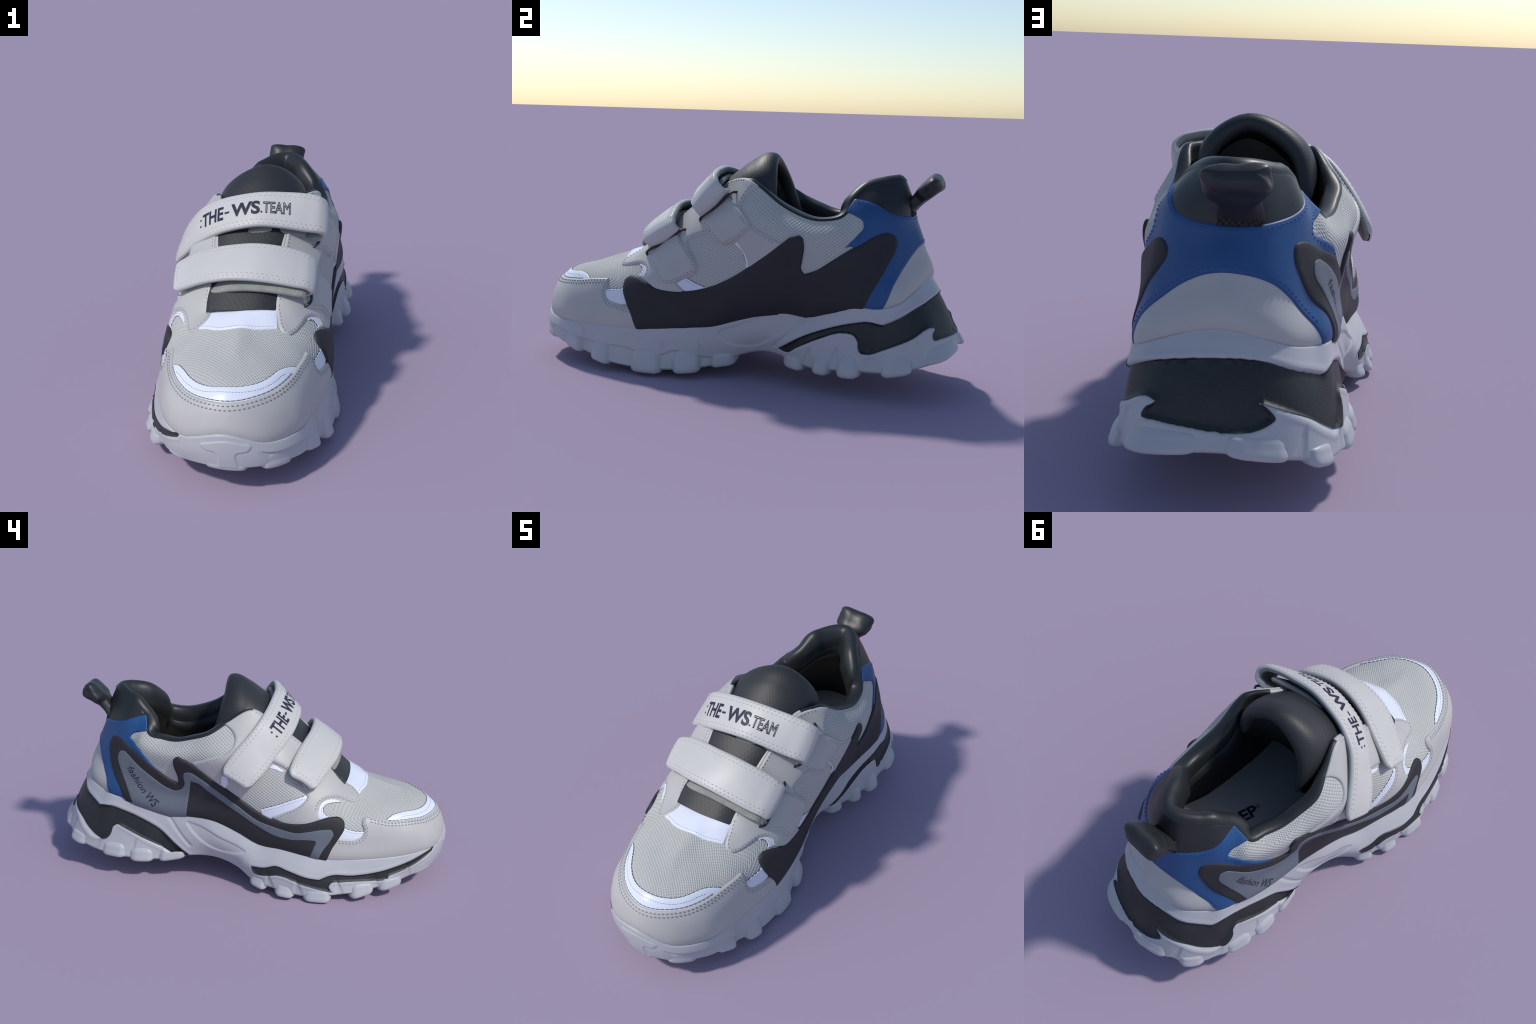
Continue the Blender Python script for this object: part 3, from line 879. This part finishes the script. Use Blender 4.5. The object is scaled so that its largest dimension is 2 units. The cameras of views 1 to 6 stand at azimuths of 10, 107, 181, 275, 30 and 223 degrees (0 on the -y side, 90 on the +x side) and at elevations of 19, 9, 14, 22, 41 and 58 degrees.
OUTER = Proj('dir', (1, 0, 0), 1.85); INNER = Proj('dir', (-1, 0, 0), 1.95); TOP = Proj('dir', (0, 0, 1), 1.8)
OUTER_UP = Proj('dir', (.8, -.12, .6), 1.52); INNER_UP = Proj('dir', (-.8, -.12, .6), 1.58)
TOE = Proj('sph', (.03, -.52, .12), 1.86); HEEL = Proj('cyl', (.08, .40, 0), 1.9)

def smooth_normals(P, F, N):
    acc = np.zeros_like(P)
    for f in F:
        n = np.cross(P[f[1]] - P[f[0]], P[f[2]] - P[f[0]])
        for k in f: acc[k] += n
    acc = unit(acc)
    s = np.sum(acc * N, 1) < 0; acc[s] = -acc[s]
    return acc

class Panel: pass
def panel(name, ctrl, proj, thick, mat, base=0., r=.008, h=.013, parent=None):
    """piece of material with its own edge, laid on the upper"""
    if len(ctrl[0]) - (len(ctrl[0]) > 2 and ctrl[0][-1] == 1 and proj in (OUTER, INNER, TOP)) == 2 or min(len(c) for c in ctrl) == 2:
        if proj is TOP: flat = [tuple(c) for c in ctrl]
        else: flat = [tuple(c) for c in ctrl]
    else:
        flat = [tuple(proj.flat(c[:3])) + tuple(c[3:]) for c in ctrl]
    poly = outline(flat, .006)
    V, F = fill2d(poly, h, (r * .3, r))
    P, N = proj.surf(V)
    F = orient(P, F, N)
    N = smooth_normals(P, F, N)
    d = -seg_dist(V, poly); d[d < 1e-5] = 0
    f = np.sqrt(np.clip(1 - (1 - np.clip(d / r, 0, 1)) ** 2, 0, 1))
    hgt = np.where(d <= 0, -.002, base + thick * f)
    ob = new_obj(name, P + N * hgt[:, None], F, M[mat], parent or UPPER)
    o = Panel(); o.ob = ob; o.poly = poly; o.proj = proj; o.top = base + thick; o.flat = A([c[:2] for c in flat])
    return o

def path_inside(pn, i0, i1, off):
    """part of the outline between two control points, moved inwards"""
    poly = pn.poly; n = len(poly)
    a = int(np.argmin(np.sum((poly - pn.flat[i0]) ** 2, 1))); b = int(np.argmin(np.sum((poly - pn.flat[i1]) ** 2, 1)))
    idx = np.arange(a, b + 1 if b > a else b + n + 1) % n
    t = np.roll(poly, -1, 0) - np.roll(poly, 1, 0)
    area = np.sum(poly[:, 0] * np.roll(poly[:, 1], -1) - np.roll(poly[:, 0], -1) * poly[:, 1])
    nn = unit(np.stack([-t[:, 1], t[:, 0]], 1)) * (1 if area > 0 else -1)
    c = (poly + nn * off)[idx]
    keep = seg_dist(c, poly) < -off * .8 if off > 0 else np.ones(len(c), bool)
    return c[keep]

def stitch_mesh(pts, nrm, width, height, dash, gap, jitter=.0):
    """dashes along a 3D path"""
    V, F = [], []
    s = chord(pts); L = s[-1]; x = gap
    at = lambda q: A([np.interp(q, s, pts[:, c]) for c in range(3)])
    an = lambda q: unit(A([np.interp(q, s, nrm[:, c]) for c in range(3)]))
    while x + dash < L:
        p0, p1 = at(x), at(x + dash); n = an(x + dash / 2)
        t = unit(p1 - p0); w = unit(np.cross(n, t)) * width
        j = w * rng.uniform(-jitter, jitter) if jitter else 0
        p0 = p0 - j; p1 = p1 + j
        k = len(V)
        m = t * dash * .22
        V += [p0 - n*.001, p0 + m*.6 + w - n*.001, p1 - m*.6 + w - n*.001, p1 - n*.001, p1 - m*.6 - w - n*.001, p0 + m*.6 - w - n*.001,
              p0 + m + n*height, p1 - m + n*height]
        F += [(k,k+1,k+6),(k+1,k+2,k+7,k+6),(k+2,k+3,k+7),(k+3,k+4,k+7),(k+4,k+5,k+6,k+7),(k+5,k,k+6)]
        x += dash + gap
    return V, F

def stitches(name, runs, proj, mat, lift, parent, dash=.010, gap=.007, width=.0024, height=.0022, jitter=0.):
    V, F = [], []
    for q in runs:
        P, N = proj.surf(q)
        v, f = stitch_mesh(P + N * lift, N, width, height, dash, gap, jitter)
        o = len(V); V += v; F += [tuple(k + o for k in g) for g in f]
    if V: return new_obj(name, V, F, M[mat], parent, kind='stuff')

def seam(pn, i0, i1, offs, mat='thread', lift=None, **kw):
    return stitches('stitching', [path_inside(pn, i0, i1, o) for o in offs], pn.proj, mat, pn.top if lift is None else lift, pn.ob, **kw)

# reflective silver pieces
toe_stripe = panel('toe_stripe', [(-.218,-.672,1),(-.185,-.705),(-.158,-.745),(-.117,-.806),(-.071,-.850),(-.019,-.877),(.038,-.887),(.09,-.879),(.14,-.855),(.187,-.806),
  (.215,-.755),(.243,-.717),(.279,-.680,1),(.262,-.745),(.238,-.801),(.194,-.871),(.147,-.914),(.098,-.938),(.046,-.948),(-.008,-.943),(-.066,-.92),(-.123,-.878),(-.171,-.812),(-.206,-.735)],
  TOP, .003, 'reflect', r=.004)
vamp_patch = panel('vamp_patch', [(-.118,-.438,1),(-.078,-.449),(-.036,-.458),(.046,-.471),(.103,-.463),(.170,-.442,1),(.178,-.49),(.186,-.545,1),(.099,-.575),(.023,-.582),(-.055,-.574),(-.099,-.555),(-.143,-.537,1),(-.130,-.485)],
  TOP, .004, 'reflect', r=.005)
arc_a = panel('reflective_arc', [(.288,-.424,.481),(.309,-.392,.476),(.329,-.377,.456),(.343,-.389,.428,1),(.331,-.416,.434,1),(.323,-.404,.451),(.310,-.407,.466),(.291,-.432,.474,1)], OUTER_UP, .003, 'reflect', r=.004, h=.01)
arc_b = panel('reflective_arc', [(-.216,-.462,.454,1),(-.222,-.434,.468),(-.241,-.391,.476),(-.263,-.361,.468),(-.285,-.346,.447),(-.301,-.342,.420),(-.309,-.355,.394,1),(-.292,-.396,.406,1),(-.289,-.372,.425),(-.277,-.368,.445),(-.263,-.381,.456),(-.244,-.412,.460)], INNER_UP, .003, 'reflect', r=.004, h=.01)
st_a = panel('reflective_strip', [(-.592,.361,1),(-.530,.365),(-.470,.377,1),(-.440,.315,1),(-.518,.295),(-.575,.305),(-.594,.335)], OUTER, .003, 'reflect', r=.004, h=.01)
st_b = panel('reflective_strip', [(-.460,.360,1),(-.520,.338),(-.590,.332,1),(-.572,.295),(-.518,.285),(-.445,.300,1)], INNER, .003, 'reflect', r=.004, h=.01)
st_e = panel('reflective_strip', [(-.224,.422,1),(-.179,.451,1),(-.137,.431),(-.079,.412,1),(-.175,.383,1)], OUTER, .003, 'reflect', r=.004, h=.01)
st_d = panel('reflective_strip', [(.040,.616,1),(.060,.624),(.086,.595),(.104,.560),(.112,.519,1),(.098,.512,1),(.090,.558),(.071,.591)], OUTER, .003, 'reflect', r=.004, h=.01)
st_c = panel('reflective_strip', [(-.065,.431,1),(-.142,.457),(-.218,.487),(-.282,.505,1),(-.302,.480),(-.275,.452),(-.188,.420),(-.118,.383,1),(-.075,.385,1)], INNER, .003, 'reflect', r=.004, h=.01)
panel('reflective_strip', [(.125,.591,1),(.096,.582,1),(.096,.540),(.112,.516,1),(.139,.534,1)], INNER, .003, 'reflect', r=.004, h=.01)
panel('reflective_strip', [(-.098,.631,1),(-.110,.643),(-.173,.620,1),(-.166,.614),(-.127,.625)], INNER, .003, 'reflect', r=.004, h=.01)

# eyestays: leather either side of the tongue
eyestay_outer = panel('eyestay', [(.163,-.440,.552,1),(.168,-.360,.630),(.175,-.270,.700),(.190,-.140,.800),(.215,-.020,.872),(.262,.060,.885),(.287,.127,.855,1),
  (.304,.088,.834),(.316,.065,.801),(.335,.062,.758),(.354,.091,.716),(.364,.133,.688),(.369,.178,.667),(.372,.255,.633,1),(.370,.181,.562),(.366,.113,.507,1),
  (.365,.103,.551),(.362,.082,.590),(.358,.056,.621),(.349,-.012,.611),(.329,-.086,.645),(.319,-.143,.631),(.315,-.189,.606),(.333,-.172,.568),(.352,-.127,.489),
  (.358,-.226,.423,1),(.361,-.175,.377,1),(.364,-.253,.378),(.364,-.318,.387),(.358,-.353,.408,1),(.341,-.388,.431),(.327,-.380,.458),(.309,-.393,.475),(.289,-.425,.481),
  (.271,-.477,.470),(.249,-.524,.458),(.229,-.550,.458),(.206,-.551,.469),(.187,-.530,.488),(.177,-.496,.510)], OUTER_UP, .008, 'leather')
eyestay_inner = panel('eyestay', [(-.107,-.440,.530,1),(-.110,-.360,.620),(-.115,-.270,.690),(-.125,-.140,.790),(-.145,-.005,.880),(-.200,.126,.819,1),(-.213,.092,.795),
  (-.234,.071,.764),(-.255,.074,.732),(-.275,.100,.699),(-.281,.182,.671),(-.280,.197,.665),(-.268,.280,.640,1),(-.273,.190,.573),(-.280,.126,.531,1),(-.285,.125,.586),
  (-.274,.059,.692),(-.261,-.022,.678),(-.253,-.121,.655),(-.251,-.171,.630),(-.247,-.230,.587),(-.280,-.283,.492),(-.301,-.251,.461),(-.312,-.182,.429),(-.311,-.115,.399,1),
  (-.321,-.204,.369),(-.322,-.302,.376),(-.308,-.358,.395,1),(-.297,-.341,.438),(-.279,-.345,.463),(-.257,-.368,.477),(-.236,-.396,.481),(-.216,-.430,.477),(-.202,-.470,.460),
  (-.187,-.518,.445),(-.174,-.535,.448),(-.149,-.545,.462),(-.131,-.532,.477),(-.113,-.507,.498)], INNER_UP, .008, 'leather')

# toe cap wraps round the front
toe_cap = panel('toe_cap', [(.375,-.410,.298,1),(.360,-.518,.313),(.348,-.558,.321),(.336,-.576,.341),(.325,-.575,.364),(.311,-.574,.387),(.294,-.578,.404,1),(.273,-.684,.390),(.260,-.730,.382),
  (.238,-.786,.375),(.193,-.858,.369),(.146,-.901,.367),(.097,-.926,.363),(.046,-.936,.361),(-.008,-.931,.362),(-.067,-.908,.361),(-.119,-.868,.361),(-.167,-.804,.366),(-.199,-.738,.368),
  (-.217,-.679,.371),(-.227,-.619,.384),(-.232,-.576,.392,1),(-.243,-.560,.386),(-.262,-.557,.364),(-.275,-.569,.337),(-.287,-.560,.316),(-.301,-.530,.303),(-.310,-.491,.305),(-.320,-.430,.315,1),
  (-.335,-.395,.252),(-.336,-.360,.190,1),(-.318,-.523,.180),(-.270,-.697,.180),(-.215,-.828,.185),(-.112,-.942,.195),(.040,-.975,.235),(.185,-.935,.185),(.282,-.835,.175),(.330,-.700,.175),
  (.362,-.562,.180),(.377,-.37,.185,1)], TOE, .009, 'leather', r=.010)

# heel: pale counter, blue wrap, black patch
BLUE_ARC = [(-.152,.722,.467),(-.113,.746,.515),(-.075,.766,.565),(-.037,.782,.600),(.010,.794,.621),(.045,.800,.629),(.104,.802,.632),(.139,.793,.624),(.185,.778,.602),(.256,.751,.547),(.318,.723,.481),(.337,.705,.433)]
panel('heel_counter', [(-.190,.66,.40,1)] + [(x, y, z + .012) for x, y, z in BLUE_ARC] + [(.345,.68,.372,1)] +
  [tuple(FEATHER[i] + A([0, 0, -.018])) for i in (35, 36, 37, 0, 1, 2, 3)], HEEL, .003, 'leather', r=.004)
BLUE_TOP = [(.251,.531,.826,1),(.243,.590,.814),(.237,.632,.793),(.223,.663,.773),(.193,.700,.761),(.158,.730,.756),(.105,.750,.752),(.051,.754,.752),(.010,.746,.755),(-.032,.714,.760),(-.073,.657,.770),(-.094,.603,.788),(-.096,.570,.803),(-.099,.525,.818,1)]
blue = panel('heel_wrap', BLUE_TOP + [(-.160,.503,.752,1),(-.150,.554,.738),(-.140,.584,.727),(-.140,.600,.711),(-.160,.579,.691),(-.200,.539,.664),(-.220,.494,.616),(-.235,.442,.572,1),
  (-.202,.571,.526),(-.202,.613,.393,1),(-.177,.699,.400,1)] + BLUE_ARC + [(.344,.674,.372,1),(.350,.591,.372,1),(.341,.624,.510),(.341,.544,.635),(.357,.467,.578,1),(.341,.535,.646),(.321,.570,.687),
  (.307,.585,.711),(.299,.578,.739),(.296,.550,.756),(.286,.500,.772,1)], HEEL, .007, 'blue')
panel('heel_patch', [(x, y, z - .012) for x, y, z in [b[:3] for b in BLUE_TOP]][::-1] +
  [tuple(OPEN[i] + A([0, 0, -.003])) for i in (34, 35, 36, 37, 0, 1, 2, 3, 4)], HEEL, .003, 'collar', r=.006)
panel('woven_tab', [(-.006,.745,.748,1),(.118,.745,.748,1),(.112,.742,.812,1),(.0,.742,.812,1)], HEEL, .006, 'webbing', base=.003, r=.006, h=.01)

# swooshes
swoosh_outer = panel('side_overlay', [(-.483,.381),(-.479,.413),(-.454,.430),(-.422,.431),(-.368,.413),(-.318,.395),(-.253,.387),(-.180,.391),(-.079,.414),(.052,.481),(.160,.560),(.255,.633),
  (.303,.668),(.324,.673),(.343,.662),(.352,.628),(.345,.570),(.341,.525),(.353,.509,1),(.399,.527),(.459,.567),(.518,.609),(.592,.656),(.647,.689),(.683,.694),(.705,.680),(.717,.652),(.713,.617),
  (.696,.571),(.664,.499),(.630,.429),(.608,.375,1),(.536,.360),(.454,.336),(.361,.305),(.267,.313),(.165,.300),(.036,.260),(-.061,.223),(-.250,.205),(-.399,.186,1),(-.427,.254),(-.457,.312)], OUTER, .012, 'black', r=.009)
swoosh_inner = panel('side_overlay', [(.620,.388,1),(.655,.471),(.692,.532),(.712,.601),(.716,.648),(.690,.696),(.648,.694),(.599,.665),(.519,.626),(.447,.576),(.386,.534),(.348,.514,1),(.347,.543),
  (.366,.619),(.363,.651),(.344,.664),(.312,.654),(.235,.612),(.167,.561),(.05,.485),(-.065,.412),(-.125,.385),(-.204,.375),(-.282,.381),(-.358,.398),(-.415,.407),(-.450,.402),(-.471,.384),(-.475,.353),(-.452,.307),
  (-.420,.252),(-.395,.186,1),(-.310,.192),(-.173,.213),(-.065,.220),(.043,.268),(.137,.302),(.172,.318),(.302,.336),(.434,.326),(.565,.370)], INNER, .012, 'black', r=.009)
grey_print = panel('grey_print', [(.645,.633),(.659,.604),(.642,.546),(.611,.473),(.573,.380,1),(.434,.327),(.307,.338,1),(.290,.459),(.280,.536,1),(.256,.536),(.192,.495),(.05,.405),(-.066,.334),(-.147,.300),(-.227,.292),
  (-.305,.299),(-.338,.294),(-.330,.263),(-.310,.203,1),(-.352,.194,1),(-.374,.246),(-.410,.300),(-.422,.330),(-.411,.349),(-.380,.352),(-.303,.342),(-.245,.331),(-.186,.337),(-.126,.351),(-.066,.368),(.05,.444),(.168,.520),
  (.237,.566),(.287,.590),(.311,.582),(.316,.556),(.312,.522),(.333,.486),(.361,.476),(.398,.486),(.472,.533),(.545,.583),(.602,.626),(.624,.637)], INNER, .0022, 'grey', base=.012, r=.003, parent=swoosh_inner.ob)

# strap anchors on the outer side
anchor1 = panel('strap_anchor', [(.284,-.133,.695),(.275,-.117,.718),(.266,-.077,.759),(.270,-.021,.798),(.288,.005,.795),(.323,.044,.772),(.350,.089,.728),(.362,.118,.689),(.362,.095,.663),(.355,.038,.623),(.350,-.011,.605),(.345,-.035,.617),(.328,-.077,.653)], OUTER_UP, .020, 'leather', r=.012)
anchor2 = panel('strap_anchor', [(.278,-.389,.516),(.260,-.378,.542),(.265,-.310,.587),(.270,-.253,.624),(.307,-.215,.603),(.334,-.171,.564),(.349,-.133,.510),(.352,-.129,.487),(.354,-.170,.457),(.359,-.258,.416),(.358,-.286,.418),(.334,-.325,.475)], OUTER_UP, .020, 'leather', r=.012)

# ------------------------------------------------------------------ stitching
seam(toe_cap, 0, 6, (.012, .022), 'thread_dark')
seam(toe_cap, 6, 21, (.013, .025), 'thread_dark', dash=.012, gap=.006, width=.003, height=.003)
seam(toe_cap, 8, 19, (-.002,), 'thread_dark', width=.0022, dash=.02, gap=0., height=.002, lift=.004)
seam(toe_cap, 21, 28, (.012, .022), 'thread_dark')
seam(toe_stripe, 0, 12, (.020,), 'thread_black', width=.0016, dash=.009, gap=.003, height=.001)
seam(toe_stripe, 0, 12, (.001,), 'thread_black', width=.0024, dash=.02, gap=.0, height=.0022, lift=.001)
seam(vamp_patch, 0, 5, (.014,), 'thread_black', width=.0014, dash=.009, gap=.003, height=.001)
seam(vamp_patch, 7, 12, (.012,), 'thread_black', width=.0014, dash=.009, gap=.003, height=.001)
fine = dict(width=.0015, dash=.009, gap=.003, height=.001)
seam(arc_a, 4, 7, (.008,), 'thread_black', **fine); seam(arc_b, 7, 0, (.010,), 'thread_black', **fine)
seam(st_a, 0, 2, (.008,), 'thread_black', **fine); seam(st_b, 0, 2, (.009,), 'thread_black', **fine)
seam(st_c, 0, 3, (.013,), 'thread_black', **fine); seam(st_d, 1, 4, (.008,), 'thread_black', **fine); seam(st_e, 1, 3, (.012,), 'thread_black', **fine)
for pn, a, b in ((arc_a, 4, 7), (arc_b, 7, 0), (st_a, 0, 2), (st_b, 0, 2), (st_c, 0, 3), (st_e, 1, 3)):
    seam(pn, a, b, (.001,), 'thread_black', width=.0018, dash=.02, gap=0., height=.0016, lift=.0012)
seam(eyestay_outer, 30, 0, (.011,), 'thread_dark')
seam(eyestay_outer, 0, 5, (.012,), 'thread_dark')
seam(eyestay_outer, 6, 13, (.010,), 'thread_dark')
seam(eyestay_outer, 19, 22, (.010,), 'thread_dark')
seam(eyestay_inner, 28, 0, (.011,), 'thread_dark')
seam(eyestay_inner, 0, 4, (.012,), 'thread_dark')
seam(eyestay_inner, 5, 12, (.010,), 'thread')
seam(eyestay_inner, 16, 24, (.010,), 'thread_dark')
seam(blue, 0, 13, (.014,), 'blue_thread', height=.003)
seam(blue, 25, 36, (.015,), 'blue_thread', height=.003)
seam(blue, 14, 20, (.014,), 'blue_thread', height=.003)
seam(blue, 42, 47, (.014,), 'blue_thread', height=.003)
seam(anchor1, 5, 1, (.012,), 'thread_dark', width=.0016, height=.0012)
seam(anchor2, 4, 1, (.012,), 'thread_dark', width=.0016, height=.0012)

def strap_stitches(ob, D):
    L, W = D[5], D[6]
    V, F = [], []
    runs = []
    for off in (.014, .028):
        b0 = off / W
        for bb in (b0, 1 - b0):
            runs.append([(a, bb) for a in np.arange(off + .012, L - .22, .006)])
        runs.append([(off, b) for b in np.linspace(b0 + .06, 1 - b0 - .06, 40)])
    for r in runs:
        pn = [strap_map(D, a, b, .0) for a, b in r]
        v, f = stitch_mesh(A([p for p, _ in pn]), A([n for _, n in pn]), .0030, .0030, .013, .008, .55)
        o = len(V); V += v; F += [tuple(k + o for k in g) for g in f]
    new_obj('stitching', V, F, M['thread'], ob, kind='stuff')
strap_stitches(S1, S1D); strap_stitches(S2, S2D)

# ------------------------------------------------------------------ lettering
def text_shape(body, weight=0., shear=0., hollow=0.):
    cu = bpy.data.curves.new('lettering', 'FONT'); cu.body = body; cu.size = 1; cu.offset = weight; cu.shear = shear
    cu.resolution_u = 6
    if hollow: cu.fill_mode = 'NONE'; cu.bevel_depth = hollow; cu.bevel_resolution = 0
    ob = bpy.data.objects.new('lettering', cu); bpy.context.scene.collection.objects.link(ob)
    dg = bpy.context.evaluated_depsgraph_get(); me = bpy.data.meshes.new_from_object(ob.evaluated_get(dg))
    bm = bmesh.new(); bm.from_mesh(me)
    bmesh.ops.triangulate(bm, faces=bm.faces)
    for _ in range(4):
        es = [e for e in bm.edges if e.calc_length() > .16]
        if not es: break
        bmesh.ops.subdivide_edges(bm, edges=es, cuts=1); bmesh.ops.triangulate(bm, faces=bm.faces)
    V = A([v.co[:2] for v in bm.verts]); F = [tuple(v.index for v in f.verts) for f in bm.faces]
    bm.free(); bpy.data.objects.remove(ob); bpy.data.curves.remove(cu); bpy.data.meshes.remove(me)
    return V, F

def place(V, box):
    """stretch a text shape into box (x0, x1, y0, y1)"""
    lo, hi = V.min(0), V.max(0)
    q = (V - lo) / (hi - lo)
    return np.stack([box[0] + q[:, 0] * (box[1] - box[0]), box[2] + q[:, 1] * (box[3] - box[2])], 1)

def strap_text(name, body, a0, a1, b_low, b_high, weight, lift, mat, hollow=0.):
    V, F = text_shape(body, weight, 0, hollow)
    q = place(V, (a0, a1, b_low, b_high))
    pn = [strap_map(S1D, a, b, lift) for a, b in q]
    P = A([p for p, _ in pn]); N = A([n for _, n in pn])
    return new_obj(name, P, orient(P, F, N), M[mat], S1)

def arc_of(D, pt):
    """distance from the free end of the strap to the place nearest pt"""
    P, q, L = D[0], D[3], D[5]
    mid = P[:, P.shape[1] // 2]
    return (1 - q[int(np.argmin(np.sum((mid - A(pt)) ** 2, 1)))]) * L
tx0 = arc_of(S1D, (-.205, -.118, .775)); tx1 = arc_of(S1D, (.196, -.151, .846)); tl = tx1 - tx0
sx = lambda f: tx0 + tl * f
strap_text('lettering', ':', sx(0), sx(.022), .66, .42, .0, .0012, 'ink')
strap_text('lettering', 'THE', sx(.04), sx(.315), .70, .32, .026, .0012, 'ink')
strap_text('lettering', '-', sx(.33), sx(.38), .55, .50, .01, .0012, 'ink')
strap_text('lettering', 'WS', sx(.40), sx(.70), .69, .31, .036, .0012, 'ink')
strap_text('lettering', '.', sx(.705), sx(.725), .66, .61, .0, .0012, 'ink')
strap_text('lettering', 'TEAM', sx(.73), sx(1.0), .665, .345, 0, .0012, 'ink', hollow=.026)

def side_text(body, start, end, height, weight, shear, lift, mat):
    V, F = text_shape(body, weight, shear)
    lo, hi = V.min(0), V.max(0)
    a, b = A(start), A(end); d = unit(b - a); L = np.linalg.norm(b - a)
    up = A([d[1], -d[0]]);
    if up[1] < 0: up = -up
    s = L / (hi[0] - lo[0])
    q = a + d * ((V[:, 0] - lo[0]) * s)[:, None] + up * ((V[:, 1]) * height)[:, None]
    P, N = INNER.surf(q)
    return new_obj('lettering', P + N * lift, orient(P, F, N), M[mat], grey_print.ob)
side_text('fashion', (.606,.560), (.528,.440), .050, .0, .25, .0152, 'ink')
side_text('WS', (.515,.425), (.470,.378), .058, .004, .25, .0152, 'ink')

def insole_text(body, o, x, y, weight):
    V, F = text_shape(body, weight)
    o, x, y = A(o), A(x), A(y)
    lo, hi = V.min(0), V.max(0); q = (V - lo) / (hi - lo)
    P = np.stack([*(o + q[:, :1] * x + q[:, 1:] * y).T, np.zeros(len(V))], 1)
    P[:, 2] = np.interp(P[:, 1], [-1, -.4, .1, .45, .9], [.28, .31, .365, .412, .43]) + .002
    new_obj('lettering', P, orient(P, F, np.tile(A([0, 0, 1.]), (len(P), 1))), M['ink'], INSOLE)
insole_text('EP', (.046, .338), (-.016, -.084), (.056, -.016), .035)
insole_text('\u00ae', (.058, .246), (-.004, -.022), (.020, -.004), 0)
